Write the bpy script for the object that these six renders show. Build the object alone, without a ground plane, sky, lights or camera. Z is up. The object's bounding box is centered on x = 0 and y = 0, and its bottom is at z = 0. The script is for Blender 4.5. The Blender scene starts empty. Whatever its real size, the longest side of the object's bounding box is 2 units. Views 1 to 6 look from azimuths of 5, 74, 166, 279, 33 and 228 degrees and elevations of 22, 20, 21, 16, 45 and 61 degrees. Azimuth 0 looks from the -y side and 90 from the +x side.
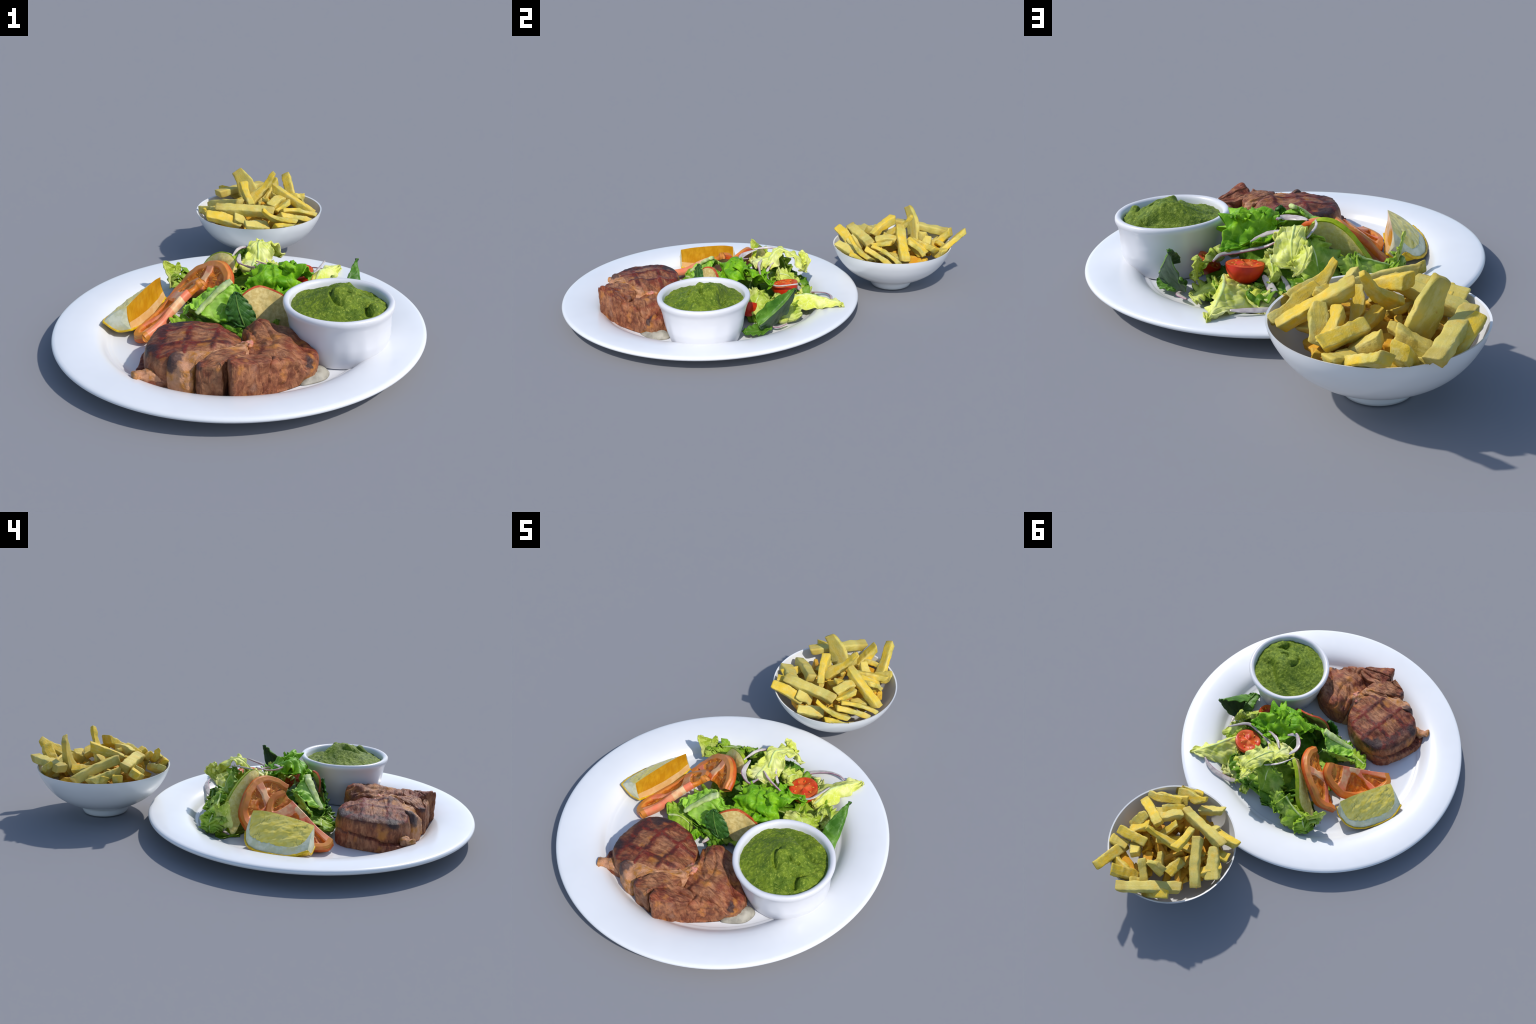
"""Grilled steak dinner: plate with steak, ramekin of herb puree, mixed salad,
lemon and tomato slices, and a footed bowl of fries."""
import bpy, math, random
import numpy as np
from mathutils import Vector, noise as mn

random.seed(7)
rng = np.random.default_rng(7)
mn.seed_set(7)
V = lambda *a: np.array(a, float)

# ------------------------------------------------------------------ helpers
def lin(r, g, b):
    f = lambda c: (c / 255 / 12.92) if c / 255 <= .04045 else ((c / 255 + .055) / 1.055) ** 2.4
    return (f(r), f(g), f(b), 1)

def n3(p, s=1.0, o=0.0):
    return mn.noise(Vector((p[0] * s + o, p[1] * s + o * .7, p[2] * s - o * .3)))

def fbm(p, s=1.0, o=0.0, octv=3):
    a, t = 1.0, 0.0
    for _ in range(octv):
        t += a * n3(p, s, o); a *= .5; s *= 2.1
    return t

def join(pieces):
    """many small solids as one mesh"""
    V_, F_, k = [], [], 0
    for v, f in pieces:
        V_.append(np.asarray(v)); F_ += [[a + k for a in q] for q in f]; k += len(v)
    return np.vstack(V_), F_

class Nodes:
    def __init__(self, name):
        self.m = bpy.data.materials.new(name); self.m.use_nodes = True
        self.t = self.m.node_tree; self.n = self.t.nodes
        self.b = self.n["Principled BSDF"]; self.out = self.n["Material Output"]
        self.co = self.n.new("ShaderNodeTexCoord").outputs["Object"]
    def L(self, a, b): self.t.links.new(a, b)
    def put(self, sock, v):
        if isinstance(v, bpy.types.NodeSocket): self.L(v, sock)
        elif v is not None: sock.default_value = v
    def mapping(self, scale=(1, 1, 1), loc=(0, 0, 0), rot=(0, 0, 0)):
        m = self.n.new("ShaderNodeMapping"); self.L(self.co, m.inputs[0])
        m.inputs["Scale"].default_value = scale; m.inputs["Location"].default_value = loc
        m.inputs["Rotation"].default_value = rot
        return m.outputs[0]
    def noise(self, scale, detail=3, rough=.55, vec=None, dist=0.):
        x = self.n.new("ShaderNodeTexNoise"); self.L(vec or self.co, x.inputs["Vector"])
        x.inputs["Scale"].default_value = scale; x.inputs["Detail"].default_value = detail
        x.inputs["Roughness"].default_value = rough; x.inputs["Distortion"].default_value = dist
        return x.outputs["Fac"]
    def voro(self, scale, feature='F1', vec=None):
        x = self.n.new("ShaderNodeTexVoronoi"); x.feature = feature
        self.L(vec or self.co, x.inputs["Vector"]); x.inputs["Scale"].default_value = scale
        return x.outputs["Distance"]
    def math(self, op, a, b=None, c=None):
        x = self.n.new("ShaderNodeMath"); x.operation = op
        for i, v in enumerate((a, b, c)): self.put(x.inputs[i], v)
        return x.outputs[0]
    def ramp(self, fac, lo, hi, smooth=True):
        x = self.n.new("ShaderNodeMapRange"); x.interpolation_type = 'SMOOTHSTEP' if smooth else 'LINEAR'
        self.L(fac, x.inputs[0]); x.inputs[1].default_value = lo; x.inputs[2].default_value = hi
        return x.outputs[0]
    def mix(self, fac, a, b, mode='MIX'):
        x = self.n.new("ShaderNodeMix"); x.data_type = 'RGBA'; x.blend_type = mode
        self.put(x.inputs[0], fac); self.put(x.inputs[6], a); self.put(x.inputs[7], b)
        return x.outputs[2]
    def xyz(self, vec=None):
        x = self.n.new("ShaderNodeSeparateXYZ"); self.L(vec or self.co, x.inputs[0]); return x.outputs
    def bump(self, h, strength=.3, dist=.004):
        x = self.n.new("ShaderNodeBump"); x.inputs["Strength"].default_value = strength
        x.inputs["Distance"].default_value = dist; self.L(h, x.inputs["Height"])
        self.L(x.outputs[0], self.b.inputs["Normal"])
    def rnd(self): return self.n.new("ShaderNodeObjectInfo").outputs["Random"]
    def geo(self, k): return self.n.new("ShaderNodeNewGeometry").outputs[k]
    def done(self, col, rough=.5, coat=0., spec=.5, sss=0., trans=0.):
        self.put(self.b.inputs["Base Color"], col); self.put(self.b.inputs["Roughness"], rough)
        self.b.inputs["Coat Weight"].default_value = coat; self.b.inputs["Coat Roughness"].default_value = .15
        self.b.inputs["Specular IOR Level"].default_value = spec
        if sss:
            self.b.inputs["Subsurface Weight"].default_value = sss
            self.b.inputs["Subsurface Radius"].default_value = (.012, .006, .003)
            self.b.inputs["Subsurface Scale"].default_value = 1.0
        if trans:
            t = self.n.new("ShaderNodeBsdfTranslucent"); self.put(t.inputs[0], col)
            x = self.n.new("ShaderNodeMixShader"); x.inputs[0].default_value = trans
            self.L(self.b.outputs[0], x.inputs[1]); self.L(t.outputs[0], x.inputs[2])
            self.L(x.outputs[0], self.out.inputs["Surface"])
        return self.m

# ------------------------------------------------------------------ objects
def thing(name, label, category, loc):
    e = bpy.data.objects.new(name, None); e.location = loc; e.empty_display_size = .05
    bpy.context.collection.objects.link(e)
    e["label"] = label; e["category"] = category
    return e

def add(name, verts, faces, mats, parent=None, slots=None, smooth=True, top=None, flat_angle=None):
    """mesh with world-space verts; stored relative to its top-level thing"""
    root = parent
    while root is not None and root.parent is not None: root = root.parent
    base = np.array(root.location) if root is not None else np.array(top if top is not None else (0, 0, 0))
    v = np.asarray(verts, float) - base
    me = bpy.data.meshes.new(name); me.from_pydata(v.tolist(), [], [list(map(int, f)) for f in faces])
    for m in (mats if isinstance(mats, (list, tuple)) else [mats]): me.materials.append(m)
    if slots is not None: me.polygons.foreach_set("material_index", np.asarray(slots, int))
    me.polygons.foreach_set("use_smooth", [smooth] * len(me.polygons))
    me.update()
    o = bpy.data.objects.new(name, me); bpy.context.collection.objects.link(o)
    if parent is not None: o.parent = parent
    else: o.location = base
    if flat_angle: me.set_sharp_from_angle(angle=math.radians(flat_angle))
    return o

def grid_faces(nr, nc, wrap=False, off=0, flip=False):
    f = []
    for i in range(nr - 1):
        for j in range(nc if wrap else nc - 1):
            a, b = i * nc + j, i * nc + (j + 1) % nc
            q = (off + a, off + b, off + b + nc, off + a + nc)
            f.append(q[::-1] if flip else q)
    return f

def catmull(P, n, closed=False):
    P = np.asarray(P, float); N = len(P)
    if closed: Q = np.vstack([P[-1], P, P[0], P[1]]); segs = N
    else: Q = np.vstack([2 * P[0] - P[1], P, 2 * P[-1] - P[-2]]); segs = N - 1
    t = np.linspace(0, segs, n, endpoint=not closed)
    i = np.minimum(t.astype(int), segs - 1); x = (t - i)[:, None]
    a, b, c, d = Q[i], Q[i + 1], Q[i + 2], Q[i + 3]
    return .5 * (2 * b + (c - a) * x + (2 * a - 5 * b + 4 * c - d) * x ** 2 + (3 * b - a - 3 * c + d) * x ** 3)

def even(P, n, closed=False):
    """resample a smooth curve at even arc length"""
    D = catmull(P, 400, closed)
    if closed: D = np.vstack([D, D[:1]])
    s = np.concatenate([[0], np.cumsum(np.linalg.norm(np.diff(D, axis=0), axis=1))])
    t = np.linspace(0, s[-1], n, endpoint=not closed)
    return np.stack([np.interp(t, s, D[:, k]) for k in range(D.shape[1])], 1)

def revolve(profile, seg=128, center=(0, 0, 0), wob=None):
    v = []
    for r, z in profile:
        for k in range(seg):
            a = 2 * math.pi * k / seg
            rr = r + (wob(a, z) if wob and r > .01 else 0)
            v.append((center[0] + rr * math.cos(a), center[1] + rr * math.sin(a), center[2] + z))
    f = [q[::-1] for q in grid_faces(len(profile), seg, True)]
    f = [q for q in f]
    f.append(list(range(seg)) if profile[0][0] > 0 else list(range(seg)))
    n = len(profile)
    f.append([(n - 1) * seg + k for k in range(seg)][::-1])
    return np.array(v), f

def unit(a): a = np.asarray(a, float); return a / (np.linalg.norm(a, axis=-1, keepdims=True) + 1e-12)

def vnormals(v, f):
    me = bpy.data.meshes.new("tmp"); me.from_pydata(np.asarray(v).tolist(), [], [list(map(int, q)) for q in f]); me.update()
    n = np.empty(len(v) * 3); me.vertex_normals.foreach_get("vector", n); bpy.data.meshes.remove(me)
    return n.reshape(-1, 3)

def tube(P, w, t, up=(0, 0, 1), n=40, m=16, power=2.6, prof=None, twist=0., jitter=0., seed=0., scale=30.):
    """solid bar along a smooth path: superellipse section of full width w, thickness t"""
    C = even(P, n); T = unit(np.gradient(C, axis=0)); U0 = np.asarray(up, float)
    v = []
    for i in range(n):
        s = i / (n - 1)
        side = unit(np.cross(T[i], U0)); u = unit(np.cross(side, T[i]))
        tw = twist * (s - .5) if not callable(twist) else twist(s)
        side, u = side * math.cos(tw) + u * math.sin(tw), u * math.cos(tw) - side * math.sin(tw)
        pw, pt = prof(s) if prof else (1, 1)
        for k in range(m):
            a = 2 * math.pi * (k + .5) / m; c, d = math.cos(a), math.sin(a)
            x = math.copysign(abs(c) ** (2 / power), c) * w / 2 * pw; y = math.copysign(abs(d) ** (2 / power), d) * t / 2 * pt
            p = C[i] + side * x + u * y
            if jitter: p = p + (side * x + u * y) / (math.hypot(x, y) + 1e-6) * jitter * fbm(p, scale, seed)
            v.append(p)
    f = grid_faces(n, m, True)
    v = list(v); v.append(C[0]); v.append(C[-1]); a0, b0 = len(v) - 2, len(v) - 1
    for k in range(m):
        f.append((a0, (k + 1) % m, k)); f.append((b0, (n - 1) * m + k, (n - 1) * m + (k + 1) % m))
    return np.array(v), f

# ------------------------------------------------------------------ materials
def glaze(name, col, rough=.22):
    N = Nodes(name)
    s = N.noise(6, 2)
    c = N.mix(N.ramp(s, .3, .8), col, tuple(x * .965 for x in col[:3]) + (1,))
    return N.done(c, rough, coat=.25, spec=.45)

M_plate = glaze("white_glazed_porcelain", (.80, .805, .82, 1), .3)
M_bowl = glaze("white_bowl_porcelain", (.80, .805, .815, 1), .25)
M_ram = glaze("white_ramekin_porcelain", (.72, .71, .735, 1), .3)

def mat_fry(name, deep=0.):
    N = Nodes(name); r = N.rnd()
    a = N.noise(20, 4, .6); b = N.noise(130, 4, .65); c = N.noise(8, 3, .6); d = N.noise(46, 5, .7, N.mapping((.35, 1, 1)))
    base = N.mix(N.ramp(a, .32, .68), lin(228, 188, 46), lin(196, 178, 84))
    base = N.mix(N.math('MULTIPLY', N.ramp(r, .3, 1.), .65), base, lin(200, 190, 112))
    olive = N.mix(N.math('MULTIPLY', N.ramp(c, .46, .64), .55), base, lin(160, 148, 46))  # olive copies shadow-side tone, pale below copies sky-lit tops, both as colour
    pale = N.mix(N.math('MULTIPLY', N.ramp(d, .42, .68), .5), olive, lin(214, 204, 140))
    gold = N.mix(N.math('MULTIPLY', N.ramp(N.noise(11, 3, .6, N.mapping(loc=(3, 3, 3))), .56, .72), .55), pale, lin(230, 176, 30))
    brown = N.mix(N.math('MULTIPLY', N.ramp(N.noise(15, 5, .7, N.mapping(loc=(8, 1, 4))), .66, .74), .6), gold, lin(160, 116, 36))
    ends = N.ramp(N.math('ADD', N.math('ABSOLUTE', N.xyz()[0]), N.math('MULTIPLY', N.math('SUBTRACT', d, .5), .05)), .088, .108)
    brown = N.mix(N.math('MULTIPLY', ends, .35), brown, lin(176, 136, 40))
    if deep: brown = N.mix(deep, brown, N.mix(N.ramp(a, .4, .6), lin(214, 138, 14), lin(224, 172, 34)))  # orange tint bakes light bounced between fries into the lower layers
    N.bump(N.math('ADD', b, N.math('MULTIPLY', d, 1.5)), .45, .003)
    return N.done(brown, .65, spec=.25)
M_frybounce = mat_fry("fried_potato_bounce_tint", .7)
M_fry = mat_fry("fried_potato")

def mat_meat(name, grill=False, fat=0., ang=.5, fdir=(.9, 2.6, 1.)):
    N = Nodes(name)
    fib = N.noise(26, 6, .62, N.mapping(fdir, rot=(0, 0, ang)), .7)
    big = N.noise(8, 3, .6); mid = N.noise(24, 5, .65); fine = N.noise(150, 3, .7)
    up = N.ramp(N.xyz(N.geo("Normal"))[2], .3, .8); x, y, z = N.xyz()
    tan = N.mix(N.ramp(fib, .30, .72), lin(108, 60, 36), lin(182, 126, 86))
    tan = N.mix(N.math('MULTIPLY', N.ramp(mid, .45, .72), .7), tan, lin(140, 84, 52))
    red = N.mix(N.ramp(fib, .38, .66), lin(98, 30, 18), lin(148, 72, 42))
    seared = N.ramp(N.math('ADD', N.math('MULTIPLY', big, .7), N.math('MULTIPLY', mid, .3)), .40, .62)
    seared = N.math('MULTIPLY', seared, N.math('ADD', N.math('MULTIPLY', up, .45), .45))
    col = N.mix(seared, tan, red)
    gold = N.math('MULTIPLY', N.ramp(N.noise(12, 3, .5, N.mapping(loc=(3, 1, 2))), .57, .70), .6)
    col = N.mix(gold, col, lin(196, 126, 46))
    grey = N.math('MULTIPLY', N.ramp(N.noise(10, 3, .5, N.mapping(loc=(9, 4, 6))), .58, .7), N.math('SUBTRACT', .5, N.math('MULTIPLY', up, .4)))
    col = N.mix(grey, col, lin(150, 122, 108))
    if fat: col = N.mix(fat, col, N.mix(N.ramp(mid, .45, .68), lin(214, 160, 122), lin(206, 140, 44)))
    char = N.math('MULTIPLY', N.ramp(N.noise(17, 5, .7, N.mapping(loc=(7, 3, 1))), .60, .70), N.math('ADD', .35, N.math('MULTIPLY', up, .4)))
    col = N.mix(char, col, lin(66, 34, 28))
    def spot(px, py, pz, r):
        vm = N.n.new("ShaderNodeVectorMath"); vm.operation = 'DISTANCE'; N.L(N.co, vm.inputs[0]); vm.inputs[1].default_value = (px - STEAK[0], py - STEAK[1], pz - STEAK[2])
        d = N.math('ADD', vm.outputs["Value"], N.math('MULTIPLY', N.math('SUBTRACT', mid, .5), .08))
        return N.math('SUBTRACT', 1., N.ramp(d, r * .55, r * 1.25))
    if grill:
        wob = N.math('MULTIPLY', N.math('SUBTRACT', N.noise(14, 3), .5), .03)
        m = None
        for axis, at, wd in ((x, GR(-.147, 0), .012), (x, GR(-.048, 0), .012), (x, GR(-.245, 0), .02), (y, GR(-.640, 1), .012), (y, GR(-.532, 1), .012), (y, GR(-.718, 1), .012), (y, GR(-.452, 1), .012)):
            d = N.math('ABSOLUTE', N.math('ADD', N.math('SUBTRACT', axis, at), wob))
            g = N.math('SUBTRACT', 1., N.ramp(d, wd * .4, wd * 1.35))
            m = g if m is None else N.math('MAXIMUM', m, g)
        m = N.math('MULTIPLY', m, N.ramp(N.noise(26, 4, .6, N.mapping(loc=(5, 5, 0))), .28, .46))
        m = N.math('MULTIPLY', m, up)
        col = N.mix(N.math('MULTIPLY', m, .9), col, N.mix(N.ramp(mid, .42, .58), lin(118, 28, 16), lin(70, 26, 22)))
        e = N.math('MULTIPLY', N.ramp(N.math('ADD', N.math('MULTIPLY', x, -1.), N.math('MULTIPLY', N.math('SUBTRACT', mid, .5), .25)), .205, .26), N.ramp(z, .09, .125))
        col = N.mix(N.math('MULTIPLY', e, .65), col, lin(62, 32, 28))
        for q in ((-.207, -.462, .135, .035), (-.175, -.44, .135, .025), (-.27, -.66, .135, .03)): col = N.mix(N.math('MULTIPLY', spot(*q), .9), col, lin(46, 34, 36))
    else:
        for q in ((-.183, -.728, .15, .038), (-.195, -.745, .115, .03), (-.085, -.775, .14, .022), (.285, -.653, .10, .022)): col = N.mix(N.math('MULTIPLY', spot(*q), .9), col, N.mix(mid, lin(34, 32, 38), lin(84, 52, 48)))
    N.bump(N.math('ADD', N.math('MULTIPLY', fib, 1.4), N.math('MULTIPLY', fine, .6)), .8, .005)
    return N.done(col, N.math('ADD', .36, N.math('MULTIPLY', mid, .3)), spec=.35)
STEAK = (0.0, -.62, .02)
GR = lambda val, ax: val - STEAK[ax]
M_meat = mat_meat("grilled_meat", ang=.65)
M_block = mat_meat("grilled_meat_block", ang=1.2)
M_eye = mat_meat("grilled_eye_with_grill_marks", grill=True, ang=.1)
M_fat = mat_meat("browned_fat", fat=.6)

def mat_char():
    N = Nodes("charred_crust"); a = N.noise(60, 4, .65)
    N.bump(a, .7, .004)
    return N.done(N.mix(N.ramp(a, .35, .7), lin(40, 30, 32), lin(92, 62, 50)), .5)
M_char = mat_char()

def mat_puree():
    N = Nodes("green_herb_puree"); a = N.noise(18, 4, .6); b = N.noise(95, 4, .7); s = N.noise(320, 2)
    c = N.mix(N.ramp(a, .3, .7), lin(80, 106, 12), lin(120, 140, 26))
    c = N.mix(N.math('MULTIPLY', N.ramp(b, .52, .68), .75), c, lin(164, 176, 66))
    c = N.mix(N.math('MULTIPLY', N.ramp(b, .45, .3), .6), c, lin(64, 88, 12))
    N.bump(N.math('ADD', b, N.math('MULTIPLY', s, .6)), .8, .005)
    return N.done(c, .58, spec=.3)
M_puree = mat_puree()

def mat_leaf(name, light, dark, vein=None, rough=.5, trans=.18, patch=14, pale=None):
    N = Nodes(name)
    a = N.noise(patch, 3, .55, None, .4); b = N.noise(52, 3, .6); cell = N.voro(30, 'DISTANCE_TO_EDGE', None)
    col = N.mix(N.ramp(N.math('ADD', N.math('MULTIPLY', a, .7), N.math('MULTIPLY', b, .3)), .36, .64), dark, light)
    if pale is not None: col = N.mix(N.math('MULTIPLY', N.ramp(N.noise(9, 2, .5, N.mapping(loc=(2, 5, 1))), .5, .7), .7), col, pale)
    if vein is not None:
        v = N.math('MULTIPLY', N.math('MULTIPLY', N.ramp(cell, .06, .0), .55), N.ramp(b, .35, .6))
        col = N.mix(v, col, vein)
    N.bump(N.math('ADD', N.math('MULTIPLY', N.ramp(cell, 0, .25), .5), N.math('MULTIPLY', b, .7)), .25, .004)
    return N.done(col, rough, spec=.32, trans=trans)

M_ice = mat_leaf("iceberg_lettuce", lin(240, 242, 140), lin(216, 224, 74), lin(244, 244, 190), patch=12, pale=lin(238, 238, 178))
M_icegreen = mat_leaf("pale_green_lettuce", lin(214, 224, 104), lin(164, 190, 46), lin(226, 230, 140), patch=11, pale=lin(214, 218, 146))
M_mid = mat_leaf("mid_green_lettuce", lin(172, 204, 62), lin(118, 162, 26), lin(190, 212, 100), patch=11, pale=lin(190, 206, 104))
M_frill = mat_leaf("bright_green_lettuce", lin(150, 204, 30), lin(98, 162, 10), lin(168, 212, 66), patch=10)
M_rom = mat_leaf("romaine_blade", lin(174, 220, 76), lin(124, 186, 30), lin(202, 230, 130), patch=12, pale=lin(192, 222, 116))
M_rib = mat_leaf("lettuce_rib", lin(222, 234, 168), lin(198, 218, 122), None, patch=30)
M_dark = mat_leaf("dark_beet_leaf", lin(92, 138, 38), lin(58, 106, 18), lin(112, 152, 64), rough=.45, trans=.1, patch=8)
M_darkhalf = mat_leaf("beet_leaf_dark_half", lin(74, 96, 70), lin(48, 72, 44), None, rough=.45, trans=.1, patch=8)  # darker grey-green for one half of the folded leaf and its reverse
M_spin = mat_leaf("spinach_leaf", lin(70, 118, 44), lin(40, 84, 28), lin(104, 146, 78), rough=.45, trans=.1, patch=9)
M_darkrib = mat_leaf("dark_leaf_rib", lin(128, 164, 78), lin(100, 140, 54), None, patch=30)
M_deep = mat_leaf("deep_green_lettuce", lin(122, 164, 36), lin(70, 122, 14), lin(140, 176, 70), patch=10)

def mat_onion():
    N = Nodes("red_onion_flesh"); a = N.noise(40, 3, .6, N.mapping((1, 1, 3)))
    return N.done(N.mix(N.ramp(a, .35, .7), lin(222, 212, 204), lin(194, 178, 178)), .3, coat=.2, trans=.18)
M_onion = mat_onion()
def mat_onionskin():
    N = Nodes("red_onion_purple_edge"); a = N.noise(40, 3)
    return N.done(N.mix(N.ramp(a, .35, .65), lin(134, 58, 98), lin(178, 128, 150)), .35)
M_onsk = mat_onionskin()

def mat_simple(name, a, b, scale, rough=.4, lo=.38, hi=.62, bump=.25, coat=0., stretch=(1, 1, 1), c=None, cs=30, trans=0.):
    N = Nodes(name); x = N.noise(scale, 4, .6, N.mapping(stretch))
    col = N.mix(N.ramp(x, lo, hi), a, b)
    if c is not None: col = N.mix(N.math('MULTIPLY', N.ramp(N.noise(cs, 3, .6, N.mapping(loc=(4, 2, 7))), .5, .7), .8), col, c)
    N.bump(N.noise(scale * 2.5, 3), bump, .003)
    return N.done(col, max(rough, .45), coat=coat * .12, spec=.35, trans=trans)

M_apflesh = mat_simple("apple_flesh", lin(226, 202, 134), lin(206, 178, 106), 60, .5, c=lin(176, 158, 92), cs=16, bump=.35)
M_apflesh2 = mat_simple("yellow_apple_flesh", lin(246, 232, 150), lin(234, 216, 116), 70, .5, c=lin(226, 210, 150), cs=14, bump=.35)
M_apskin = mat_simple("red_apple_skin", lin(200, 84, 42), lin(178, 60, 30), 30, .3, c=lin(220, 140, 80), cs=22)
M_apskin2 = mat_simple("green_apple_skin", lin(168, 184, 22), lin(128, 156, 14), 22, .3, c=lin(190, 180, 40))
M_tomrim = mat_simple("tomato_wall", lin(214, 122, 56), lin(206, 132, 50), 22, .32, c=lin(222, 138, 82), cs=14, coat=.3)
M_tomwall = mat_simple("tomato_inner_wall", lin(236, 126, 90), lin(230, 148, 104), 24, .35, c=lin(240, 202, 150), cs=12, coat=.25)
M_tompulp = mat_simple("tomato_pulp", lin(214, 124, 34), lin(188, 92, 18), 30, .22, c=lin(220, 150, 50), cs=26, coat=.4)
M_tomskin = mat_simple("tomato_skin", lin(208, 98, 30), lin(190, 76, 20), 16, .25, coat=.3)
M_seed = mat_simple("tomato_seed", lin(226, 160, 60), lin(214, 134, 40), 60, .3)
M_cherry = mat_simple("cherry_tomato_skin", lin(206, 46, 14), lin(180, 30, 8), 14, .2, coat=.4)
M_cherrycut = mat_simple("cherry_tomato_flesh", lin(206, 54, 20), lin(220, 96, 34), 30, .25, c=lin(230, 130, 60), cs=20, coat=.4)

def mat_lemon(name, a, b, fleck):
    N = Nodes(name); st = N.noise(30, 4, .6, N.mapping((2.4, 1, .5), rot=(0, 0, .3)), .5)
    col = N.mix(N.ramp(st, .35, .65), a, b)
    if fleck:
        x = N.voro(26, 'DISTANCE_TO_EDGE', N.mapping((1, 2.2, .8), rot=(0, .3, .3)))
        k = N.math('MULTIPLY', N.ramp(x, .05, .0), N.ramp(N.noise(18, 2), .5, .62))
        col = N.mix(N.math('MULTIPLY', k, .7), col, lin(110, 112, 60))
    N.bump(N.noise(70, 3), .3, .003)
    return N.done(col, .28, coat=.25, trans=.1)
M_lemflesh = mat_lemon("lemon_flesh_amber", lin(214, 162, 34), lin(198, 140, 18), False)
M_lemflesh2 = mat_lemon("lemon_flesh", lin(255, 234, 122), lin(250, 222, 84), True)  # lightened and warmed to offset blue skylight on the shaded cut face
M_pith = mat_simple("lemon_pith", lin(226, 224, 196), lin(206, 206, 168), 26, .5, c=lin(224, 208, 140), cs=14, bump=.3)
M_pithwarm = mat_simple("lemon_membrane", lin(222, 188, 132), lin(214, 170, 104), 26, .45, c=lin(228, 206, 150), cs=14)
M_rind = mat_simple("lemon_rind", lin(226, 190, 22), lin(206, 162, 14), 60, .4, bump=.6)

# ------------------------------------------------------------------ plate
PC = (0.0, -.2972, 0)
def plate_profile():
    pts = [(.0, .012), (.36, .012), (.40, .010), (.415, .0), (.43, .0), (.445, .008), (.50, .016), (.58, .034), (.64, .047), (.68, .054), (.695, .058),
           (.7015, .063), (.7033, .068), (.7015, .073), (.697, .0770), (.687, .0790), (.65, .0800), (.61, .0785), (.578, .0750), (.553, .0695), (.534, .0615), (.518, .049),
           (.507, .036), (.499, .029), (.492, .0285), (.486, .025), (.48, .0225), (.46, .022), (.2, .022), (.0, .022)]
    return pts
prof = plate_profile()
plate_z = lambda x, y: float(np.interp(math.hypot(x - PC[0], y - PC[1]), [0, .48, .486, .499, .507, .518, .534, .553, .578, .61, .687, .70], [.022, .0225, .025, .029, .036, .049, .0615, .0695, .075, .0785, .079, .073]))
v, f = revolve([(max(r, .0005), z) for r, z in prof], 160, PC)
plate = add("dinner_plate", v, f, M_plate, top=PC)
plate["label"] = "large round white porcelain dinner plate with wide rim"; plate["category"] = "plate"

# ------------------------------------------------------------------ ramekin
RC = (.3743, -.4106, 0)
ram = thing("ramekin", "white flared ramekin filled with thick green puree", "dish", (RC[0], RC[1], .022))
rp = [(.0005, .022), (.138, .022), (.150, .028), (.157, .05), (.170, .09), (.178, .13), (.184, .16), (.191, .185), (.197, .200), (.2015, .210), (.2031, .218),
      (.2015, .2255), (.196, .2300), (.188, .2295), (.181, .225), (.177, .217), (.173, .2), (.165, .17), (.150, .15), (.0005, .145)]
def wob(a, z):
    out = max(0, math.cos(a + .29)) ** 1.5 * .017 * min(1, max(0, (.195 - z) / .09))      # fuller towards the plate rim
    return out + .0022 * mn.noise(Vector((math.cos(a) * 2, math.sin(a) * 2, z * 6))) + (.003 if z < .15 else .0012) * mn.noise(Vector((math.cos(a) * 4.5, math.sin(a) * 4.5, z * 9 + 4)))
rp2 = [tuple(x) for x in np.vstack([rp[:1], even(np.array(rp[1:-1]), 46), rp[-1:]])]
v, f = revolve(rp2, 112, RC, wob)
add("cup", v, f, M_ram, ram)

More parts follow.
